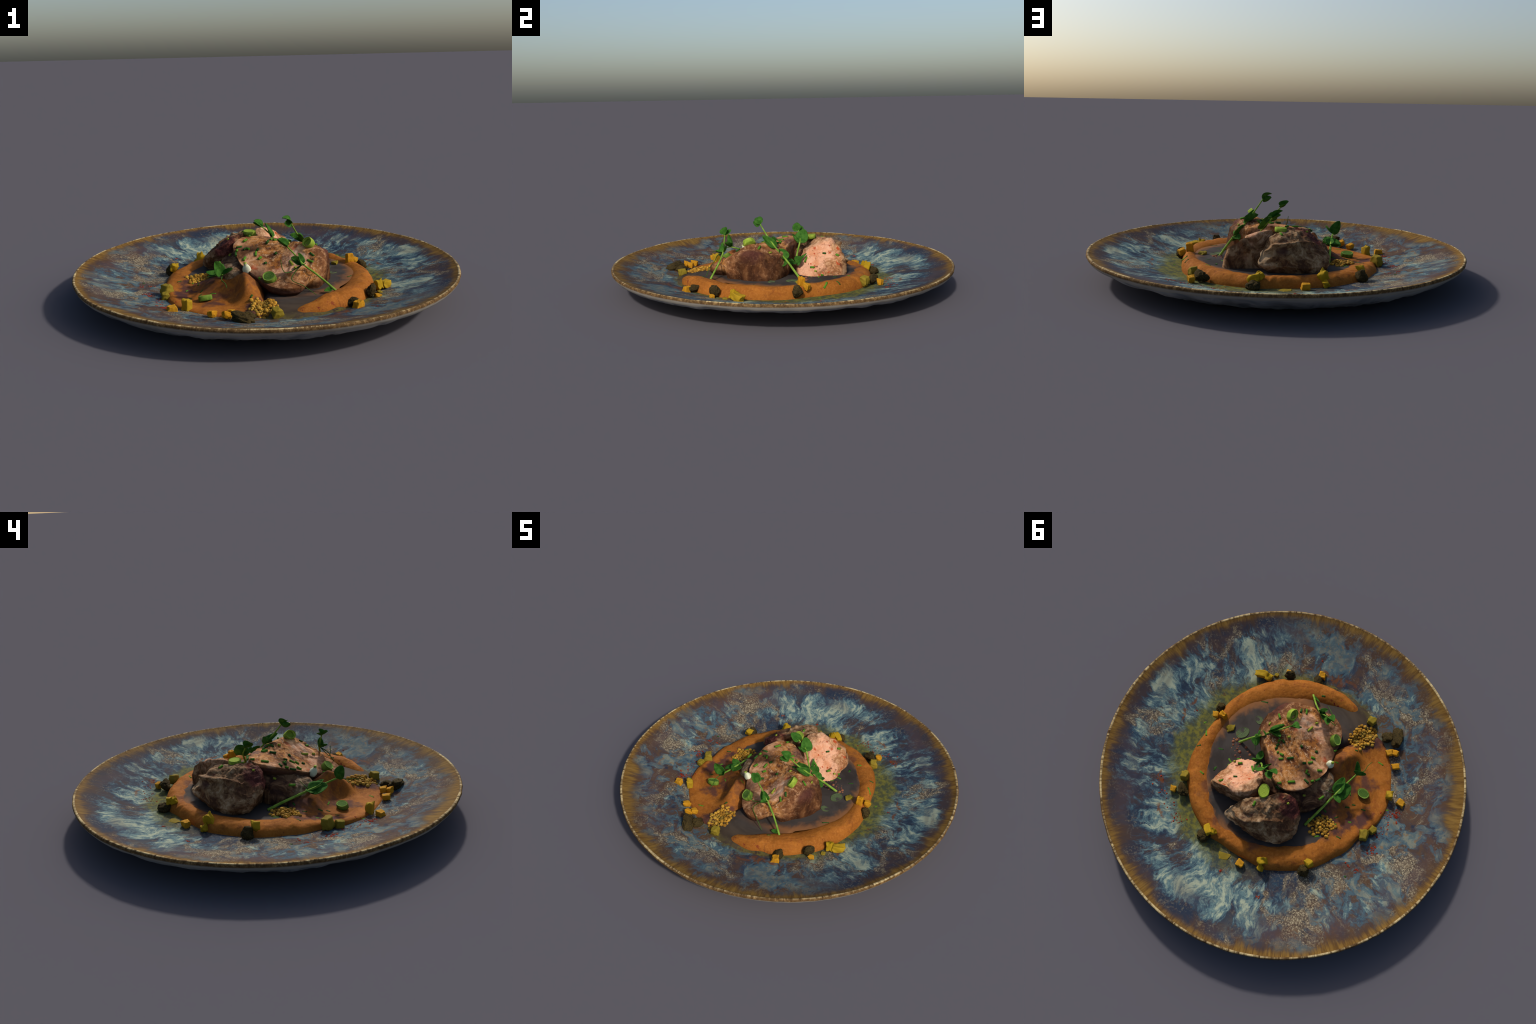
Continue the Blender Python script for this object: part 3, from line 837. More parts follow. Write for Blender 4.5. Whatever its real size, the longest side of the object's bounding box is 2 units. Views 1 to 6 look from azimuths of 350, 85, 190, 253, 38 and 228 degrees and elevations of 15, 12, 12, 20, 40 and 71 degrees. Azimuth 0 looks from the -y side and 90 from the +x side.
# ------------------------------------------------------------------ meat
def carve(name, centre, outlines, surface, mat, label, rough, edge=0.86, seed=0, n=220, rings=60, crease=(), blur=4, sharp=False):
    """A cut of meat: smooth top face through control heights, then walls lofted through the lower outlines."""
    loops = [closed_curve(o, n, centre) for o in outlines]
    c = np.array(centre)
    top = loops[0]
    rows = []
    for s in np.linspace(0, 1, rings) ** 0.85:
        xy = c[:2] + (top[:, :2] - c[:2]) * s
        z = surface(xy)
        w = smooth(edge, 1.0, s)
        rows.append(np.column_stack([xy, z * (1 - w) + top[:, 2] * w]))
    steps = 14
    for a, b in zip(loops[:-1], loops[1:]):
        for q in np.linspace(0, 1, steps + 1)[1:]:
            rows.append(a * (1 - q) + b * q)
    # round the corners of the loft along each meridian
    G = np.stack(rows)
    for _ in range(blur):
        H = 0.25 * G[:-2] + 0.5 * G[1:-1] + 0.25 * G[2:]
        if sharp:
            H[rings - 3:rings] = G[rings - 2:rings + 1]
        G[1:-1] = H
    G[0] = G[0].mean(0)
    m = len(G)
    me = mesh_data(name, G.reshape(-1, 3), grid_faces(m, n), mat)
    v, nn = coords(me), normals(me)
    d = rough[0] * fbm(v, 7.0, 3, seed) + rough[1] * fbm(v, 19.0, 4, seed + 5) + rough[2] * fbm(v, 60.0, 3, seed + 9)
    v = v + nn * d[:, None]
    for (p, q, width, depth) in crease:
        p, q = np.array(p), np.array(q)
        t = np.clip(((v - p) @ (q - p)) / ((q - p) @ (q - p)), 0, 1)
        dist = np.linalg.norm(v - (p + t[:, None] * (q - p)), axis=1)
        v = v - nn * (depth * np.exp(-(dist / width) ** 2))[:, None]
    set_coords(me, v)
    bm = bmesh.new()
    bm.from_mesh(me)
    bmesh.ops.remove_doubles(bm, verts=[b for b in bm.verts if b.index < n], dist=0.02)
    bmesh.ops.holes_fill(bm, edges=[e for e in bm.edges if e.is_boundary], sides=0)
    bmesh.ops.recalc_face_normals(bm, faces=bm.faces)
    bm.to_mesh(me)
    bm.free()
    if sharp:
        me.set_sharp_from_angle(angle=math.radians(48))
    return thing(name, me, label, "roast meat")


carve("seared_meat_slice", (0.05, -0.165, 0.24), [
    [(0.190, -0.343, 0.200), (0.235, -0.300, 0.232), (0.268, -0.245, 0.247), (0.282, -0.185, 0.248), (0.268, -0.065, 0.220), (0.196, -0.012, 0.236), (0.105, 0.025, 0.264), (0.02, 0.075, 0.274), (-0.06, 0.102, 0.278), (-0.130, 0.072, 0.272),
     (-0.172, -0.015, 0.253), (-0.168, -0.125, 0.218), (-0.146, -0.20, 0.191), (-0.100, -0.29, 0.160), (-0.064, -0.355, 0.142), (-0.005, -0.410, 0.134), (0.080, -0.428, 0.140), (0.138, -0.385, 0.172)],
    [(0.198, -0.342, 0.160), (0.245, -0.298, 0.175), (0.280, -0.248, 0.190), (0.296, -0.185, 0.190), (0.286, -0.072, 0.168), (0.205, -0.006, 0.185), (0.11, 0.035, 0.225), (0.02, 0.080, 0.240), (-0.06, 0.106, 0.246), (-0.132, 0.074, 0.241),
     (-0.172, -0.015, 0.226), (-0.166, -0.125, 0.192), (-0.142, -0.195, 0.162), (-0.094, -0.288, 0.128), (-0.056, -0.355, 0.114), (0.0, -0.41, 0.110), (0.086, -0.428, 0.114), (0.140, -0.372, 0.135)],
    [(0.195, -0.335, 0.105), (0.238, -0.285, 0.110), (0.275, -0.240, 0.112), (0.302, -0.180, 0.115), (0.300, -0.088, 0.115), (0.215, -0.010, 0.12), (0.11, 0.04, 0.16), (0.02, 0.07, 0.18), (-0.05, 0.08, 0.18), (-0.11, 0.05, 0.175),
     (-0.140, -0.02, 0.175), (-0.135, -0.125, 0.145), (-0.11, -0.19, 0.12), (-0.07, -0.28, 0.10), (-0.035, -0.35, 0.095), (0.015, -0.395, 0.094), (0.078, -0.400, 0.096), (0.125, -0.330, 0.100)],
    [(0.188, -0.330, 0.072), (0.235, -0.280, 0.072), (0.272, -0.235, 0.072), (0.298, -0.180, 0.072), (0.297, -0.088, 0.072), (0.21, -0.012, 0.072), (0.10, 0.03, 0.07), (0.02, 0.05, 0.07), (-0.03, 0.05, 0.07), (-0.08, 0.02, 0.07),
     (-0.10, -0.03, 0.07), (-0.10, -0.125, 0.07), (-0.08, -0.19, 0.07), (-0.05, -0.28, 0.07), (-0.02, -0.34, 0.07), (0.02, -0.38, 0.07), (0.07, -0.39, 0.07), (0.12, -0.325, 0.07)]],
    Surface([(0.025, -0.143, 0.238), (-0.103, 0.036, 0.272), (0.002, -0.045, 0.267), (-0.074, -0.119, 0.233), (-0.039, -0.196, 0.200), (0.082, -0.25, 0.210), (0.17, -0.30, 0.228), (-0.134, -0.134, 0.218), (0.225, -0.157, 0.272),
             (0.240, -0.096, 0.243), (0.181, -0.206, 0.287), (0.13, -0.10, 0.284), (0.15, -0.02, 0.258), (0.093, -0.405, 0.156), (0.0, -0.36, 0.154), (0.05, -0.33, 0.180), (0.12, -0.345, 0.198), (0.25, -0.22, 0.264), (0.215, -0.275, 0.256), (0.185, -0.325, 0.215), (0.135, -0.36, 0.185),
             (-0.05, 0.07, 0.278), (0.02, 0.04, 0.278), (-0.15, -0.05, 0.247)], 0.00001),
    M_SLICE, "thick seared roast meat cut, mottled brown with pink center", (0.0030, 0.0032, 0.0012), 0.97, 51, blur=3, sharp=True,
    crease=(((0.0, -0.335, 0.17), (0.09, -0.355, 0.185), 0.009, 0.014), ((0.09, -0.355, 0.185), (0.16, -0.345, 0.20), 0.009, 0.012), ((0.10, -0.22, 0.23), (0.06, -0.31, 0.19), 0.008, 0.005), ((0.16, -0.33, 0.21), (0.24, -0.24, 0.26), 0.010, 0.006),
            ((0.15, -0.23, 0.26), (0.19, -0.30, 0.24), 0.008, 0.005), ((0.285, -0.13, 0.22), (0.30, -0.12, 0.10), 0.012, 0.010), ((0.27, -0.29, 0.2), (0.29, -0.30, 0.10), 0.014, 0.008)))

carve("pink_meat_chunk", (0.115, 0.205, 0.22), [
    [(0.212, 0.240, 0.140), (0.230, 0.190, 0.114), (0.226, 0.136, 0.098), (0.172, 0.097, 0.104), (0.115, 0.080, 0.142), (0.060, 0.095, 0.178), (0.008, 0.130, 0.212), (-0.015, 0.190, 0.258), (-0.005, 0.245, 0.277), (0.030, 0.278, 0.268), (0.052, 0.300, 0.262),
     (0.075, 0.302, 0.250), (0.105, 0.312, 0.247), (0.155, 0.332, 0.218), (0.190, 0.334, 0.192), (0.207, 0.298, 0.168)],
    [(0.225, 0.245, 0.105), (0.240, 0.190, 0.095), (0.236, 0.126, 0.092), (0.175, 0.083, 0.095), (0.108, 0.072, 0.115), (0.050, 0.088, 0.14), (-0.01, 0.13, 0.17), (-0.035, 0.20, 0.21), (-0.015, 0.265, 0.215), (0.025, 0.292, 0.205), (0.055, 0.308, 0.195),
     (0.08, 0.312, 0.185), (0.110, 0.325, 0.180), (0.165, 0.346, 0.160), (0.206, 0.342, 0.140), (0.220, 0.300, 0.12)],
    [(0.222, 0.240, 0.075), (0.237, 0.185, 0.075), (0.232, 0.125, 0.075), (0.17, 0.085, 0.075), (0.10, 0.07, 0.075), (0.04, 0.09, 0.075), (-0.01, 0.13, 0.075), (-0.03, 0.20, 0.075), (-0.01, 0.262, 0.075), (0.025, 0.288, 0.075), (0.055, 0.302, 0.075),
     (0.08, 0.315, 0.075), (0.11, 0.332, 0.075), (0.165, 0.343, 0.075), (0.21, 0.338, 0.075), (0.228, 0.295, 0.075)]],
    Surface([(0.121, 0.235, 0.206), (0.148, 0.305, 0.208), (0.182, 0.156, 0.140), (0.232, 0.183, 0.122), (0.224, 0.135, 0.100), (0.0, 0.205, 0.268), (0.05, 0.275, 0.262), (0.04, 0.22, 0.262), (0.07, 0.145, 0.203), (0.12, 0.11, 0.145), (0.03, 0.165, 0.240), (0.20, 0.31, 0.180), (0.09, 0.27, 0.240)], 0.00002),
    M_PINK, "tender pink roast chunk with browned edge", (0.0045, 0.0055, 0.0018), 0.97, 71, blur=3, sharp=True,
    crease=(((0.03, 0.285, 0.265), (0.095, 0.290, 0.240), 0.013, 0.018), ((0.10, 0.315, 0.22), (0.06, 0.315, 0.15), 0.014, 0.010), ((0.14, 0.20, 0.20), (0.07, 0.13, 0.22), 0.008, 0.004), ((0.17, 0.335, 0.19), (0.19, 0.35, 0.11), 0.012, 0.006), ((0.02, 0.22, 0.27), (0.05, 0.25, 0.26), 0.010, 0.008)))

carve("soaked_meat_piece", (-0.12, -0.03, 0.17), [
    [(0.03, 0.115, 0.205), (-0.03, 0.150, 0.225), (-0.10, 0.120, 0.222), (-0.155, 0.085, 0.205), (-0.215, 0.035, 0.185), (-0.247, -0.035, 0.176), (-0.252, -0.09, 0.166), (-0.226, -0.155, 0.160), (-0.18, -0.185, 0.160), (-0.10, -0.15, 0.18), (0.0, -0.05, 0.20), (0.04, 0.04, 0.205)],
    [(0.03, 0.12, 0.14), (-0.04, 0.16, 0.14), (-0.11, 0.13, 0.14), (-0.17, 0.095, 0.13), (-0.24, 0.05, 0.125), (-0.275, -0.035, 0.12), (-0.272, -0.10, 0.118), (-0.238, -0.172, 0.115), (-0.18, -0.20, 0.115), (-0.10, -0.17, 0.12), (0.0, -0.05, 0.13), (0.04, 0.04, 0.13)],
    [(0.03, 0.12, 0.07), (-0.04, 0.16, 0.07), (-0.11, 0.13, 0.07), (-0.17, 0.09, 0.07), (-0.235, 0.045, 0.07), (-0.266, -0.035, 0.07), (-0.264, -0.10, 0.07), (-0.232, -0.165, 0.07), (-0.18, -0.19, 0.07), (-0.10, -0.17, 0.07), (0.0, -0.05, 0.07), (0.04, 0.04, 0.07)]],
    Surface([(-0.17, -0.03, 0.205), (-0.20, -0.1, 0.184), (-0.22, -0.02, 0.190), (-0.1, 0.08, 0.225), (-0.1, -0.1, 0.21), (-0.03, 0.12, 0.225), (0.0, 0.03, 0.22), (-0.17, 0.05, 0.205)], 0.0),
    M_SOAK, "sauce soaked roast piece under the slice", (0.005, 0.006, 0.0020), 0.85, 91, n=160, rings=30, blur=3,
    crease=(((-0.20, -0.165, 0.17), (-0.24, -0.16, 0.10), 0.010, 0.008), ((-0.24, -0.10, 0.17), (-0.17, -0.10, 0.19), 0.012, 0.006)))

carve("braised_meat_lump", (-0.135, 0.215, 0.25), [
    [(0.021, 0.384, 0.147), (0.012, 0.352, 0.185), (0.004, 0.325, 0.215), (-0.015, 0.285, 0.252), (-0.050, 0.225, 0.268), (-0.085, 0.170, 0.262), (-0.118, 0.112, 0.260), (-0.172, 0.064, 0.224), (-0.214, 0.066, 0.196),
     (-0.264, 0.108, 0.176), (-0.307, 0.168, 0.150), (-0.296, 0.256, 0.126), (-0.228, 0.326, 0.116), (-0.144, 0.370, 0.124), (-0.056, 0.382, 0.132), (-0.005, 0.394, 0.134)],
    [(0.000, 0.376, 0.122), (-0.005, 0.345, 0.12), (-0.005, 0.318, 0.14), (-0.018, 0.285, 0.16), (-0.050, 0.225, 0.16), (-0.085, 0.165, 0.16), (-0.118, 0.105, 0.16), (-0.172, 0.070, 0.15), (-0.204, 0.088, 0.14),
     (-0.248, 0.130, 0.110), (-0.300, 0.176, 0.105), (-0.282, 0.254, 0.092), (-0.214, 0.314, 0.086), (-0.138, 0.348, 0.092), (-0.060, 0.360, 0.095), (-0.022, 0.374, 0.106)],
    [(-0.05, 0.33, 0.065), (-0.045, 0.31, 0.065), (-0.04, 0.29, 0.065), (-0.04, 0.265, 0.065), (-0.055, 0.225, 0.065), (-0.085, 0.165, 0.065), (-0.118, 0.11, 0.065), (-0.168, 0.085, 0.065), (-0.19, 0.11, 0.065),
     (-0.220, 0.150, 0.060), (-0.255, 0.19, 0.060), (-0.240, 0.245, 0.060), (-0.195, 0.29, 0.060), (-0.135, 0.315, 0.060), (-0.08, 0.33, 0.062), (-0.06, 0.335, 0.064)]],
    Surface([(-0.071, 0.258, 0.266), (-0.120, 0.220, 0.268), (-0.130, 0.150, 0.270), (-0.165, 0.110, 0.262), (-0.169, 0.165, 0.258), (-0.202, 0.165, 0.238), (-0.213, 0.095, 0.236), (-0.070, 0.322, 0.246), (-0.030, 0.300, 0.246), (-0.105, 0.285, 0.256),
             (-0.092, 0.342, 0.202), (-0.030, 0.366, 0.172), (0.0, 0.368, 0.158), (-0.085, 0.364, 0.176), (-0.138, 0.316, 0.204), (-0.180, 0.240, 0.234), (-0.145, 0.270, 0.238), (-0.250, 0.137, 0.208), (-0.180, 0.320, 0.166), (-0.215, 0.285, 0.176),
             (-0.255, 0.235, 0.176), (-0.278, 0.176, 0.180), (-0.22, 0.215, 0.212), (-0.05, 0.23, 0.270), (-0.155, 0.20, 0.256)], 0.00002),
    M_THIGH, "folded brown braised meat lump with maroon shoulder", (0.0055, 0.0058, 0.0022), 0.9, 62, blur=3, n=260, rings=80,
    crease=(((-0.050, 0.345, 0.215), (-0.115, 0.322, 0.222), 0.012, 0.034), ((-0.115, 0.322, 0.222), (-0.155, 0.285, 0.230), 0.011, 0.020), ((0.0, 0.35, 0.185), (-0.05, 0.345, 0.21), 0.011, 0.018), ((-0.125, 0.185, 0.275), (-0.150, 0.250, 0.245), 0.011, 0.014),
            ((-0.115, 0.235, 0.255), (-0.105, 0.185, 0.27), 0.010, 0.007), ((-0.16, 0.27, 0.23), (-0.25, 0.17, 0.215), 0.009, 0.010), ((-0.17, 0.29, 0.20), (-0.275, 0.20, 0.175), 0.008, 0.008), ((-0.19, 0.32, 0.15), (-0.29, 0.22, 0.14), 0.009, 0.008), ((-0.15, 0.335, 0.18), (-0.03, 0.378, 0.158), 0.009, 0.007), ((-0.14, 0.34, 0.17), (-0.19, 0.33, 0.11), 0.010, 0.009)))


def bvh_of(objs):
    V, F, o = [], [], 0
    for ob in objs:
        me = ob.data
        V += [tuple(v.co) for v in me.vertices]
        F += [tuple(i + o for i in p.vertices) for p in me.polygons]
        o = len(V)
    return BVHTree.FromPolygons(V, F)


GROUND = bvh_of([o for o in COL.objects if o.type == "MESH"])


def drop(x, y, top=0.6):
    hit, nrm, *_ = GROUND.ray_cast(Vector((x, y, top)), Vector((0, 0, -1)))
    return (np.array(hit), np.array(nrm)) if hit else (np.array((x, y, 0.05)), np.array((0, 0, 1.0)))


# ------------------------------------------------------------------ squash dice and mushrooms
def lump_mesh(name, mat, seed, kind):
    bm = bmesh.new()
    rnd = random.Random(seed)
    if kind == "dice":
        bmesh.ops.create_cube(bm, size=1.0)
        for v in bm.verts:
            v.co += Vector([rnd.uniform(-0.17, 0.17) for _ in range(3)])
        bmesh.ops.bevel(bm, geom=bm.edges[:], offset=0.13, segments=3, affect="EDGES", profile=0.6)
        bmesh.ops.subdivide_edges(bm, edges=[e for e in bm.edges if e.calc_length() > 0.3], cuts=5, use_grid_fill=True)
    else:
        bmesh.ops.create_icosphere(bm, subdivisions=4, radius=0.55)
    me = bpy.data.meshes.new(name)
    bm.to_mesh(me)
    bm.free()
    me.materials.append(mat)
    me.polygons.foreach_set("use_smooth", [True] * len(me.polygons))
    v, nn = coords(me), normals(me)
    if kind == "dice":
        v = v + 0.11 * np.stack([fbm(v + 9.1 * k + seed, 1.9, 3, seed + k) for k in range(3)], 1)
        v[:, 0] += 0.3 * (v[:, 2] ** 2 - 0.1) * rnd.uniform(-1, 1)
    else:
        v = v + nn * (0.16 * fbm(v + seed, 1.5, 3, seed) + 0.07 * (1 - 2 * np.abs(fbm(v + seed, 4.0, 3, seed + 4))))[:, None]
    set_coords(me, v)
    return me


DICE = {k: [lump_mesh("squash_dice", m, s, "dice") for s in seeds] for k, m, seeds in (("o", M_ORANGE, (1, 2, 3)), ("y", M_YELLOW, (4, 5, 6)), ("g", M_OLIVE, (7, 8)))}
MUSH = [lump_mesh("mushroom_piece", M_MUSH, s, "lump") for s in (11, 12, 13)]
# kind, centre, size, turn and tilt
PIECES = [("y", 0.556, -0.294, 0.082, (0.060, 0.042, 0.036), 0.6, 0.2), ("y", 0.515, -0.316, 0.085, (0.045, 0.040, 0.048), 1.9, 0.5), ("m", 0.445, -0.410, 0.093, (0.060, 0.036, 0.060), 0.9, 0.5), ("o", 0.470, -0.430, 0.068, (0.034, 0.030, 0.024), 0.3, 0.2),
          ("o", 0.333, -0.565, 0.079, (0.044, 0.038, 0.038), 0.5, 0.1), ("m", 0.322, -0.520, 0.080, (0.078, 0.050, 0.040), -0.6, 0.1), ("g", -0.064, -0.593, 0.083, (0.052, 0.046, 0.046), 0.3, 0.05),
          ("m", -0.236, -0.640, 0.086, (0.125, 0.062, 0.052), -0.80, 0.12), ("m", -0.196, -0.602, 0.078, (0.066, 0.056, 0.040), -0.6, 0.1), ("o", -0.292, -0.570, 0.082, (0.044, 0.032, 0.034), 0.4, 0.4), ("o", -0.270, -0.545, 0.082, (0.036, 0.034, 0.034), 1.0, 0.2),
          ("o", -0.352, -0.520, 0.076, (0.042, 0.034, 0.034), 0.9, 0.2), ("y", -0.456, -0.380, 0.078, (0.036, 0.040, 0.058), 0.75, 0.1), ("o", -0.524, -0.402, 0.074, (0.048, 0.036, 0.032), 0.2, 0.1),
          ("g", -0.532, -0.119, 0.080, (0.058, 0.058, 0.060), 0.7, 0.25), ("g", -0.540, -0.178, 0.066, (0.046, 0.044, 0.044), 0.1, 0.1), ("y", -0.470, 0.214, 0.103, (0.034, 0.034, 0.042), 0.2, 0.5), ("m", -0.476, 0.252, 0.074, (0.062, 0.054, 0.066), 0.5, 0.2),
          ("y", -0.305, 0.385, 0.090, (0.048, 0.036, 0.068), 0.8, 0.6), ("y", -0.318, 0.420, 0.066, (0.036, 0.036, 0.040), 0.3, 0.3), ("o", -0.232, 0.488, 0.064, (0.036, 0.036, 0.034), 0.35, 0.05), ("g", -0.140, 0.531, 0.049, (0.056, 0.040, 0.012), 0.5, 0.0),
          ("y", 0.012, 0.512, 0.096, (0.060, 0.034, 0.040), -0.4, 0.3), ("y", -0.012, 0.498, 0.106, (0.036, 0.032, 0.044), 0.8, 0.4), ("m", 0.015, 0.550, 0.068, (0.068, 0.058, 0.048), 0.2, 0.1), ("g", 0.338, 0.425, 0.090, (0.056, 0.046, 0.050), 0.7, 0.3),
          ("m", 0.285, 0.484, 0.084, (0.078, 0.050, 0.056), -0.4, 0.2), ("o", 0.322, 0.515, 0.075, (0.036, 0.036, 0.036), 0.5, 0.05), ("m", 0.530, 0.018, 0.095, (0.060, 0.052, 0.056), 0.3, 0.3), ("o", 0.508, 0.072, 0.113, (0.040, 0.034, 0.036), 0.6, 0.3),
          ("o", 0.473, 0.045, 0.130, (0.036, 0.030, 0.056), 0.3, 0.15), ("g", 0.396, 0.060, 0.101, (0.046, 0.040, 0.036), 0.9, 0.2), ("g", 0.505, -0.362, 0.060, (0.030, 0.026, 0.020), 0.4, 0.1)]
rnd = random.Random(3)
for kind, x, y, z, size, turn, tilt in PIECES:
    if kind == "m":
        o = thing("mushroom_piece", rnd.choice(MUSH), "small dark wrinkled mushroom piece", "mushroom")
    else:
        o = thing("squash_dice", rnd.choice(DICE[kind]), "small diced cube of yellow cooked squash", "diced squash")
    o.location, o.scale, o.rotation_euler = (x, y, z - 0.002), tuple(q * rnd.uniform(0.84, 0.96) for q in size), (tilt * rnd.uniform(-1, 1), tilt, turn)

# ------------------------------------------------------------------ mustard seeds
def seed_heap(name, cx, cy, rad, count, size, rise, mat, label, sink=0.0, seed=0, stretch=(1, 1)):
    rg = random.Random(seed)
    bm = bmesh.new()
    bmesh.ops.create_icosphere(bm, subdivisions=2, radius=1.0)
    me = bpy.data.meshes.new("seed_unit")
    bm.to_mesh(me)
    bm.free()
    base = coords(me)
    faces = [tuple(p.vertices) for p in me.polygons]
    bpy.data.meshes.remove(me)
    parts, placed, tries = [], [], 0
    while len(placed) < count and tries < 9000:
        tries += 1
        a, q = rg.uniform(0, TAU), math.sqrt(rg.random())
        q *= 0.78 + 0.20 * math.sin(2 * a + seed) + 0.14 * math.sin(5 * a + 2 * seed) + (0.35 if rg.random() < 0.08 else 0.0)
        x, y = cx + rad * stretch[0] * q * math.cos(a), cy + rad * stretch[1] * q * math.sin(a)
        s = size * rg.uniform(0.62, 1.3)
        g, _ = drop(x, y)
        z = g[2] + rise * max(0, 1 - q * q) * rg.uniform(0.2, 1.0) + s * rg.uniform(-0.3, 0.5) - sink
        if any((x - b[0]) ** 2 + (y - b[1]) ** 2 + (z - b[2]) ** 2 < (0.74 * (s + b[3])) ** 2 for b in placed):
            continue
        placed.append((x, y, z, s))
        parts.append((base * s * np.array([1, 1, 0.9]) + np.array((x, y, z)), faces))
    v, f = join(parts)
    heap = thing(name, None, label, "mustard seeds")
    thing("seed", mesh_data("seed", v, f, mat), parent=heap, kind="stuff")


seed_heap("mustard_seed_heap", -0.108, -0.492, 0.064, 125, 0.0094, 0.012, M_SEED, "heap of glossy yellow pickled mustard seeds", 0, 5)
seed_heap("mustard_seed_heap", -0.352, 0.025, 0.060, 62, 0.0098, 0.012, M_SEED, "heap of glossy yellow pickled mustard seeds", 0, 6)
seed_heap("mustard_seed_heap", 0.272, 0.092, 0.066, 42, 0.0080, 0.0, M_SEED_RED, "mustard seeds sunk in the dark sauce", 0.006, 8)

# ------------------------------------------------------------------ leek rings
def leek_meshes(hollow):
    rind, core = [], []
    R, h, n = 0.034, 0.013, 40
    prof = [(R * 0.90, -h), (R * 0.98, -h * 0.8), (R, 0), (R * 0.98, h * 0.8), (R * 0.92, h)]
    if hollow:
        inner = [(R * 0.92, h), (R * 0.78, h * 0.85), (R * 0.68, h * 0.2), (R * 0.60, -h * 0.2), (0.0, -h * 0.3)]
    else:
        inner = [(R * 0.92, h)] + [(R * q, h * (0.94 - 0.05 * (i % 2) - 0.12 * (1 - q))) for i, q in enumerate(np.linspace(0.86, 0.0, 13))]
    bottom = [(0.0, -h), (R * 0.90, -h)]

    def rev(p):
        th = np.arange(n) / n * TAU
        wob = 1 + 0.05 * np.cos(2 * th + 0.6) + 0.02 * np.sin(5 * th)
        v = [(r * w * math.cos(t), 0.92 * r * w * math.sin(t), z) for r, z in p for t, w in zip(th, wob)]
        return np.array(v), grid_faces(len(p), n)

    return rev(bottom + prof[1:]), rev(inner)


def leek(name, label, pos, nrm, scale, hollow, pale, spin=0.0):
    (rv, rf), (cv, cf) = leek_meshes(hollow)
    top = thing(name, None, label, "leek")
    top.location = pos
    top.rotation_mode = "QUATERNION"
    top.rotation_quaternion = Vector(nrm).to_track_quat("Z", "Y") @ Matrix.Rotation(spin, 3, "Z").to_quaternion()
    top.scale = scale
    thing("rind", mesh_data("rind", rv, rf, (M_LEEK_RIND_D, M_LEEK_RIND, M_SUNK_RIND)[pale]), parent=top)
    thing("core", mesh_data("core", cv, cf, (M_LEEK_CORE_D, M_LEEK_CORE, M_SUNK_CORE)[pale]), parent=top)


leek("leek_ring", "bright green leek ring with hollow center", (0.181, -0.206, 0.297), (-0.75, -0.28, 0.62), (1.0, 0.92, 1.15), True, True)
leek("leek_ring", "dark green sliced leek round leaning on meat", (-0.045, -0.330, 0.168), (-0.42, -0.50, 0.76), (0.96, 0.98, 1.25), False, False)
leek("leek_ring", "bright lime green sliced leek round", (-0.052, 0.178, 0.276), (-0.05, -0.05, 1.0), (1.08, 0.98, 0.95), False, True)
leek("leek_ring", "dark green sliced leek round lying on puree", (-0.356, -0.277, 0.073), (-0.10, 0.28, 0.95), (1.0, 0.86, 1.0), False, False)
leek("leek_ring", "leek slice sunk in the sauce", (0.332, 0.022, 0.0935), (0.02, 0.0, 1.0), (1.15, 1.05, 0.75), False, 2)
leek("leek_ring", "leek slice sunk in the sauce", (0.334, -0.098, 0.0940), (0.0, 0.03, 1.0), (0.80, 0.72, 0.70), False, 2)

# small white onion bulb
def build_onion():
    prof = [(0.0, -0.030), (0.012, -0.029), (0.022, -0.020), (0.026, -0.006), (0.0245, 0.008), (0.018, 0.020), (0.011, 0.027), (0.009, 0.034), (0.010, 0.040), (0.0, 0.041)]
    p = resample(prof, 30)
    n = 32
    th = np.arange(n) / n * TAU
    v = [(r * (1 + 0.04 * math.sin(5 * t)) * math.cos(t), r * (1 + 0.04 * math.sin(5 * t)) * math.sin(t), z) for r, z in p for t in th]
    o = thing("white_onion_bulb", mesh_data("white_onion_bulb", v, grid_faces(len(p), n), M_ONION), "tiny white pickled onion bulb", "onion")
    o.location = (-0.137, -0.213, 0.186)
    o.scale = (0.82, 0.82, 0.88)
    o.rotation_euler = (0.15, -0.35, 0.4)
    cap_v, cap_f = tube([(0, 0, 0.034), (0.001, 0.002, 0.043)], [0.0105, 0.009], 12)
    thing("cut_tip", mesh_data("cut_tip", cap_v, cap_f, M_LEEK_CORE), parent=o)


build_onion()

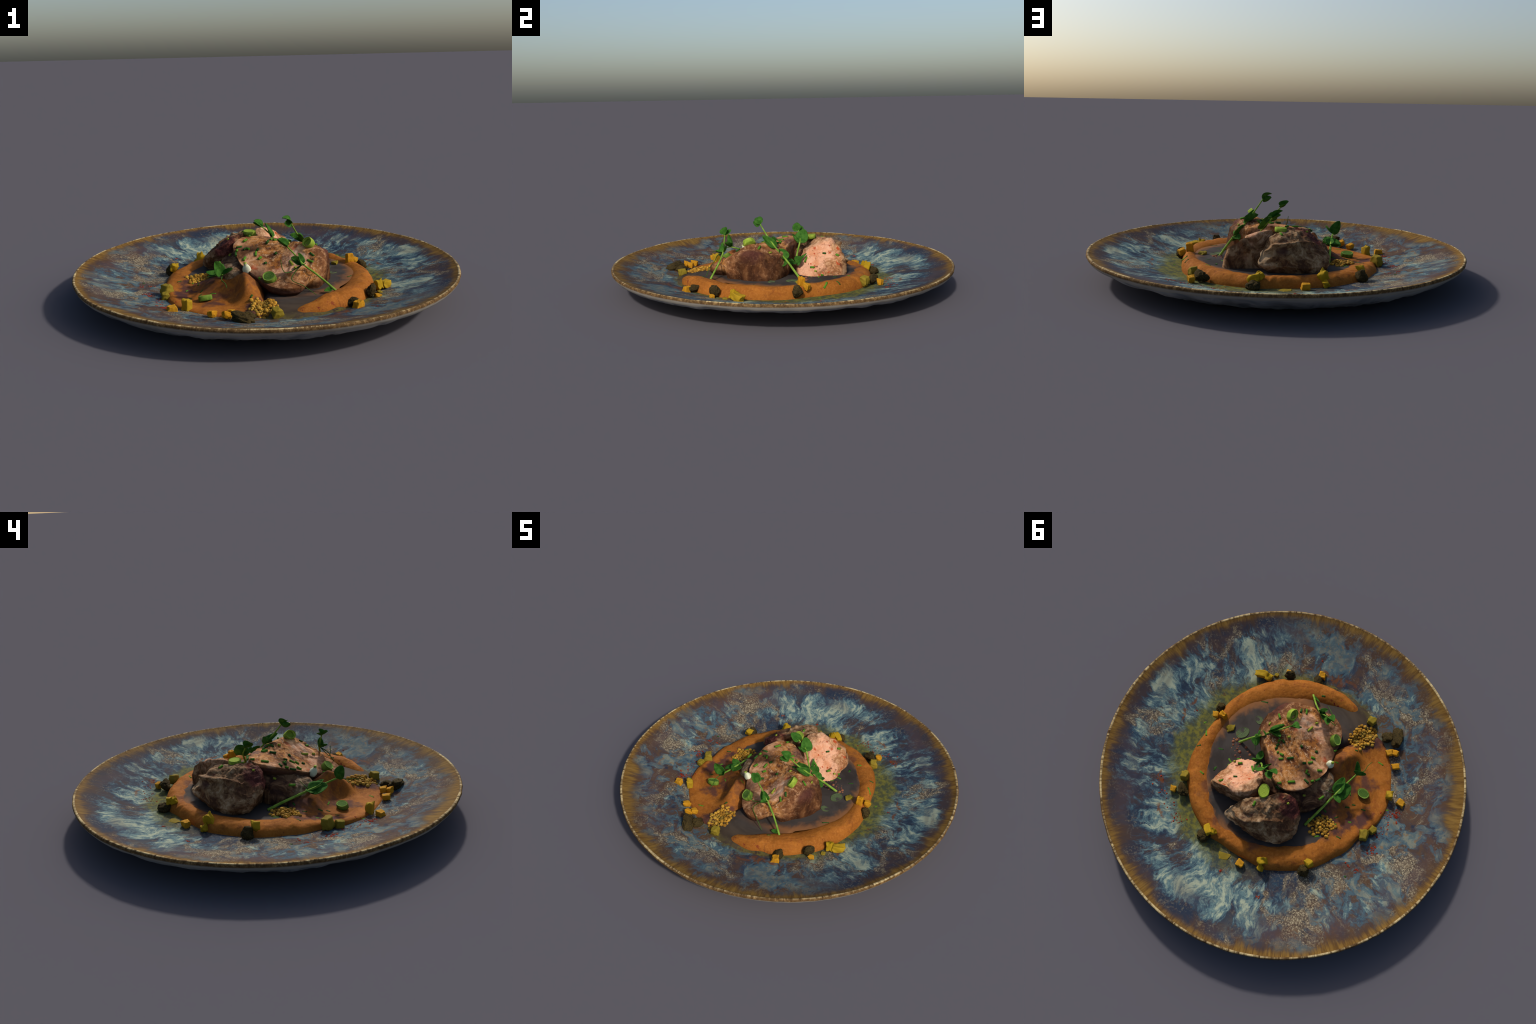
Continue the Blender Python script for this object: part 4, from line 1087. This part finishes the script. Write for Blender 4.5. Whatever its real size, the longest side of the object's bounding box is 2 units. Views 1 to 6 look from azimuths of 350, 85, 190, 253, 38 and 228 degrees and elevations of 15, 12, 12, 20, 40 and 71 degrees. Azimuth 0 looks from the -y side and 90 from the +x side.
# ------------------------------------------------------------------ pea shoots
def leaf(base, tip, face, width, cup=0.25, fold=0.3, thick=0.0022, wave=0.0, seed=0):
    """A thick little leaf from base to tip; 'face' is the way its upper side looks."""
    b, t = np.array(base, float), np.array(tip, float)
    d = t - b
    L = np.linalg.norm(d)
    d /= L
    f = np.array(face, float)
    f -= d * (f @ d)
    f /= np.linalg.norm(f)
    s = np.cross(f, d)
    nu, nv = 15, 11
    top, bot = [], []
    for i in range(nu):
        u = i / (nu - 1)
        prof = (math.sin(math.pi * min(1, u ** 0.62 * 0.985)) ** 0.62) if 0 < u < 1 else 0.0
        hw = 0.56 * width * max(prof, 0.02)
        for j in range(nv):
            q = 2 * j / (nv - 1) - 1
            lift = fold * hw * abs(q) ** 1.4 + cup * L * (4 * u * (u - 1)) * 0.25 + wave * width * math.sin(5 * u + 2.2 * q + seed) * abs(q)
            lift -= 0.0022 * math.exp(-(q / 0.12) ** 2)
            p = b + d * (u * L) + s * (q * hw) + f * lift
            e = thick * 0.5 * math.sqrt(max(0.05, 1 - q * q)) * (1 if 0 < u < 1 else 0.4)
            top.append(p + f * e)
            bot.append(p - f * e)
    F = grid_faces(nu, nv, wrap=False)
    off = nu * nv
    G = [tuple(k + off for k in reversed(q)) for q in F]
    edge = [j for j in range(nv)] + [i * nv + nv - 1 for i in range(1, nu)] + [(nu - 1) * nv + j for j in range(nv - 2, -1, -1)] + [i * nv for i in range(nu - 2, 0, -1)]
    S = [(edge[(k + 1) % len(edge)], edge[k], edge[k] + off, edge[(k + 1) % len(edge)] + off) for k in range(len(edge))]
    return np.array(top + bot), F + G + S


def shoot(label, stem, radii, leaves, tendrils=()):
    o = thing("pea_shoot", None, label, "pea shoot")
    v, f = tube(stem, [0.82 * q for q in radii], 10)
    me = mesh_data("stem", v, f, M_STEM)
    thing("stem", me, parent=o)
    for k, l in enumerate(leaves):
        v, f = leaf(*l[:4], **(l[4] if len(l) > 4 else {}), seed=k)
        me = mesh_data("leaf", v, f, M_LEAF)
        fix_normals(me)
        thing("leaf", me, parent=o)
    for t in tendrils:
        v, f = tube(t, [0.0026, 0.0022, 0.0016], 6)
        thing("tendril", mesh_data("tendril", v, f, M_TENDRIL), parent=o)


shoot("pea shoot leaning on the front of the meat",
      [(0.270, -0.440, 0.098), (0.232, -0.415, 0.135), (0.179, -0.382, 0.181), (0.114, -0.352, 0.233), (0.075, -0.344, 0.282), (0.042, -0.338, 0.319)], [0.0080, 0.0068, 0.0062, 0.0058, 0.0045, 0.0040],
      [((0.042, -0.338, 0.319), (-0.004, -0.333, 0.358), (0.55, -0.45, 0.65), 0.045, dict(fold=0.9, cup=0.3)), ((0.042, -0.338, 0.319), (0.005, -0.300, 0.345), (0.5, -0.2, 0.8), 0.034, dict(fold=0.5)),
       ((0.114, -0.354, 0.231), (0.094, -0.352, 0.288), (0.6, -0.75, 0.2), 0.034, dict(fold=0.6)), ((0.114, -0.354, 0.231), (0.062, -0.330, 0.262), (0.1, -0.75, 0.6), 0.044, dict(fold=0.7, cup=0.4)),
       ((0.114, -0.354, 0.231), (0.100, -0.395, 0.240), (0.3, 0.2, 0.9), 0.030, dict(fold=0.7)), ((0.246, -0.424, 0.122), (0.200, -0.430, 0.112), (0.0, -0.7, 0.7), 0.022, dict(fold=0.5))],
      [[(0.112, -0.352, 0.23), (0.07, -0.385, 0.205), (0.05, -0.40, 0.17), (0.10, -0.43, 0.145), (0.155, -0.455, 0.105)], [(0.114, -0.354, 0.23), (0.04, -0.372, 0.20), (0.012, -0.372, 0.215), (0.002, -0.37, 0.265)]])
shoot("tall pea shoot rising over the meat",
      [(0.302, 0.072, 0.094), (0.270, 0.035, 0.148), (0.242, 0.005, 0.190), (0.205, -0.034, 0.235), (0.180, -0.066, 0.276), (0.142, -0.103, 0.331), (0.108, -0.135, 0.387)], [0.0090, 0.0078, 0.0070, 0.0062, 0.0056, 0.0048, 0.0042],
      [((0.108, -0.135, 0.385), (0.060, -0.148, 0.420), (0.3, -0.3, 0.9), 0.044, dict(fold=0.5, cup=-0.6)), ((0.108, -0.135, 0.385), (0.066, -0.172, 0.396), (0.6, -0.7, 0.3), 0.036, dict(fold=0.4, cup=0.4)),
       ((0.190, -0.055, 0.262), (0.152, -0.128, 0.328), (0.85, 0.0, 0.5), 0.044, dict(fold=0.9, cup=0.3)), ((0.185, -0.060, 0.270), (0.118, -0.070, 0.312), (-0.3, -0.5, 0.8), 0.050, dict(fold=0.8, cup=0.3)),
       ((0.232, -0.006, 0.200), (0.190, -0.035, 0.258), (0.75, 0.2, 0.6), 0.050, dict(fold=0.8, cup=0.2)), ((0.236, 0.0, 0.196), (0.196, 0.030, 0.190), (0.3, 0.2, 0.9), 0.046, dict(fold=0.5)), ((0.244, 0.007, 0.188), (0.205, -0.045, 0.180), (0.8, -0.2, 0.5), 0.050, dict(fold=0.6))],
      [[(0.24, 0.003, 0.19), (0.21, 0.03, 0.19), (0.185, 0.05, 0.175)]])
shoot("pea shoot standing between the meat pieces",
      [(0.118, 0.070, 0.150), (0.092, 0.078, 0.205), (0.058, 0.100, 0.268), (0.028, 0.102, 0.300), (0.004, 0.100, 0.325)], [0.0072, 0.0064, 0.0058, 0.0046, 0.0040],
      [((0.062, 0.098, 0.262), (0.028, 0.132, 0.336), (0.85, -0.3, 0.45), 0.072, dict(fold=0.25, cup=0.15)), ((0.060, 0.098, 0.262), (0.030, 0.058, 0.312), (0.5, -0.8, 0.3), 0.022, dict(fold=0.4)),
       ((0.008, 0.100, 0.322), (-0.044, 0.086, 0.362), (0.65, -0.5, 0.6), 0.048, dict(fold=0.3, cup=-0.4)), ((0.008, 0.100, 0.322), (-0.040, 0.122, 0.346), (0.3, 0.2, 0.9), 0.040, dict(fold=0.5)),
       ((0.128, 0.066, 0.158), (0.150, 0.098, 0.192), (0.7, -0.6, 0.5), 0.056, dict(fold=0.4, cup=0.3)), ((0.125, 0.066, 0.165), (0.092, 0.135, 0.205), (0.7, -0.2, 0.7), 0.018, dict(fold=0.5)), ((0.128, 0.060, 0.165), (0.165, 0.020, 0.160), (0.5, 0.2, 0.9), 0.044, dict(fold=0.5))])
shoot("pea shoot lying over the puree swipe",
      [(-0.292, 0.092, 0.088), (-0.288, 0.010, 0.114), (-0.277, -0.130, 0.148), (-0.272, -0.220, 0.168), (-0.270, -0.300, 0.190)], [0.0092, 0.0085, 0.0075, 0.0062, 0.0048],
      [((-0.275, -0.130, 0.147), (-0.297, -0.226, 0.168), (-0.35, 0.1, 0.93), 0.086, dict(fold=0.25, cup=0.2)), ((-0.273, -0.138, 0.150), (-0.240, -0.226, 0.180), (0.2, -0.1, 0.95), 0.056, dict(fold=0.35, cup=0.2)),
       ((-0.276, -0.135, 0.148), (-0.330, -0.118, 0.158), (-0.1, -0.3, 0.93), 0.040, dict(fold=0.3, cup=0.3)),
       ((-0.270, -0.283, 0.186), (-0.306, -0.303, 0.260), (0.35, -0.8, 0.2), 0.056, dict(fold=0.35)), ((-0.270, -0.288, 0.188), (-0.224, -0.325, 0.227), (-0.3, -0.3, 0.8), 0.034, dict(fold=0.6))],
      [[(-0.270, -0.295, 0.188), (-0.280, -0.335, 0.176), (-0.268, -0.372, 0.168), (-0.266, -0.408, 0.158)], [(-0.276, -0.14, 0.148), (-0.256, -0.12, 0.165), (-0.236, -0.10, 0.190)]])

# ------------------------------------------------------------------ chives
# where each snipped piece lies: x, y, length, heading (it is dropped on to whatever is below)
def chive_unit(name, mat, seed):
    rg = random.Random(seed)
    bend = rg.uniform(-0.12, 0.12)
    prof = [(-0.5, 0.55), (-0.5, 0.80), (-0.485, 1.0), (-0.25, 1.0), (0.0, 1.0), (0.25, 1.0), (0.485, 1.0), (0.5, 0.80), (0.5, 0.55)]
    n = 12
    V = [(x, 0.0055 * r * math.cos(TAU * k / n) + 0.006 * bend * (4 * x * x - 1), 0.0050 * r * math.sin(TAU * k / n)) for x, r in prof for k in range(n)]
    F = grid_faces(len(prof), n)
    # the cut ends are shallow hollows
    for row, x in ((0, -0.46), (len(prof) - 1, 0.46)):
        V.append((x, 0, 0))
        c = len(V) - 1
        o = row * n
        F += [(c, o + (k + 1) % n, o + k) if row == 0 else (c, o + k, o + (k + 1) % n) for k in range(n)]
    return mesh_data(name, V, F, mat)


def chives():
    fresh = [(0.223, -0.154, 0.033, 2.85), (0.168, -0.296, 0.035, -0.91), (0.117, -0.063, 0.021, -1.33), (0.071, -0.015, 0.012, -2.27), (0.046, -0.022, 0.022, -2.81), (0.031, -0.004, 0.026, -2.18),
        (-0.073, -0.121, 0.031, -1.75), (-0.059, -0.153, 0.023, -2.42), (-0.103, -0.069, 0.023, -1.08), (-0.134, -0.136, 0.028, -2.17), (-0.101, 0.033, 0.039, -2.19), (-0.068, 0.088, 0.022, -2.09),
        (-0.161, -0.061, 0.019, -1.95), (-0.248, -0.054, 0.034, -1.70), (-0.147, -0.253, 0.028, -2.74), (-0.088, -0.294, 0.019, -1.65), (0.239, 0.179, 0.045, 3.05), (0.227, 0.201, 0.013, -1.95),
        (0.226, 0.134, 0.022, -2.25), (0.187, 0.153, 0.025, -2.16), (0.155, 0.303, 0.023, -2.31), (-0.069, 0.257, 0.028, -1.06), (0.458, 0.183, 0.045, 2.95), (0.531, 0.139, 0.018, -1.68),
        (0.286, 0.343, 0.027, -2.91), (0.108, 0.128, 0.045, -0.61), (-0.285, -0.471, 0.034, -2.87), (-0.309, -0.222, 0.034, 2.54), (-0.392, -0.041, 0.013, -1.89), (-0.431, -0.114, 0.020, -2.31),
        (-0.381, 0.081, 0.032, -2.13), (-0.504, -0.317, 0.028, -2.29)]
    dark = [(0.182, -0.269, 0.029, -1.01), (0.100, -0.076, 0.022, -3.12), (0.103, -0.043, 0.020, -1.65), (0.095, -0.026, 0.016, -1.59), (0.003, -0.045, 0.035, -2.04), (-0.059, -0.091, 0.020, -2.11),
        (-0.039, -0.196, 0.014, -2.65), (0.027, -0.143, 0.014, -2.56), (-0.120, -0.067, 0.017, -2.68), (-0.077, 0.101, 0.027, -2.94), (-0.144, -0.034, 0.031, -3.02), (-0.171, -0.090, 0.032, -1.71),
        (0.123, 0.234, 0.021, -2.30), (0.401, -0.191, 0.040, -2.43), (0.262, 0.271, 0.026, -1.25), (0.332, 0.176, 0.031, -2.54), (0.425, 0.259, 0.029, -2.38), (0.214, -0.470, 0.021, -2.43),
        (-0.149, -0.403, 0.020, -2.14), (-0.360, -0.157, 0.026, -2.33), (-0.371, -0.195, 0.021, -2.41), (-0.302, -0.041, 0.025, -3.14), (-0.367, -0.071, 0.026, -1.89), (-0.297, -0.013, 0.022, -2.68),
        (-0.459, -0.006, 0.026, -2.72), (-0.425, -0.219, 0.025, -2.61), (0.394, -0.197, 0.022, -2.55), (-0.640, 0.099, 0.009, -2.75), (0.331, 0.175, 0.027, -2.65), (0.265, 0.268, 0.018, -1.76),
        (-0.356, 0.096, 0.018, -2.73)]
    pale = [(0.232, -0.093, 0.019, -1.16), (0.083, -0.251, 0.043, -1.57), (0.089, -0.306, 0.016, -2.14), (0.102, -0.116, 0.017, -2.13), (-0.185, 0.014, 0.015, -2.32), (0.219, 0.166, 0.013, -2.28),
        (-0.177, 0.120, 0.013, -1.91), (-0.318, -0.008, 0.032, -2.17)]
    top = thing("chive_garnish", None, "snipped green chives scattered over the dish", "chives")
    rg = random.Random(4)
    for spots, mat in ((fresh, M_CHIVE), (dark, M_CHIVE_DARK), (pale, M_CHIVE_PALE)):
        units = [chive_unit("chive", mat, k) for k in range(3)]
        for x, y, length, heading in spots:
            p, n = drop(x, y)
            n = Vector(n)
            d = Vector((math.cos(heading), math.sin(heading), 0))
            d = (d - n * d.dot(n)).normalized()
            side = n.cross(d)
            o = thing("chive", rg.choice(units), parent=top)
            w = rg.uniform(0.95, 1.2)
            m = Matrix((d, side, n)).transposed().to_4x4()
            o.matrix_world = Matrix.Translation(Vector(p) + n * 0.0035) @ m @ Matrix.Diagonal((max(length, 0.012), w, w, 1))


chives()


# ------------------------------------------------------------------ paprika dust on the glaze
def paprika():
    rg = random.Random(21)
    parts = []
    bm = bmesh.new()
    bmesh.ops.create_icosphere(bm, subdivisions=1, radius=1.0)
    me = bpy.data.meshes.new("u")
    bm.to_mesh(me)
    bm.free()
    base, faces = coords(me), [tuple(p.vertices) for p in me.polygons]
    bpy.data.meshes.remove(me)
    for x, y, spread, n in ((-0.555, -0.336, 0.030, 46), (-0.52, -0.29, 0.025, 14), (-0.585, -0.235, 0.034, 26), (-0.623, -0.108, 0.026, 40), (-0.625, -0.075, 0.024, 14), (-0.651, 0.034, 0.012, 16), (-0.60, 0.06, 0.02, 8), (-0.20, 0.595, 0.010, 14),
                            (0.18, 0.598, 0.034, 30), (0.25, 0.585, 0.03, 14), (0.34, 0.575, 0.03, 12), (0.42, 0.54, 0.03, 10), (-0.43, 0.53, 0.010, 10), (0.62, 0.13, 0.012, 5), (0.60, -0.05, 0.012, 4), (0.40, -0.62, 0.012, 4), (-0.58, -0.18, 0.02, 10)):
        for _ in range(n):
            px, py = rg.gauss(x, spread * 0.55), rg.gauss(y, spread * 0.55)
            s = 0.0016 + 0.0050 * rg.random() ** 2.2
            g, _n = drop(px, py)
            parts.append((base * np.array([s * rg.uniform(0.6, 1.3), s, 0.0016]) + g, faces))
    v, f = join(parts)
    o = thing("paprika_dust", None, "scattered specks of red paprika on glaze", "paprika")
    thing("speck", mesh_data("speck", v, f, M_PAPRIKA), parent=o, kind="stuff")


paprika()
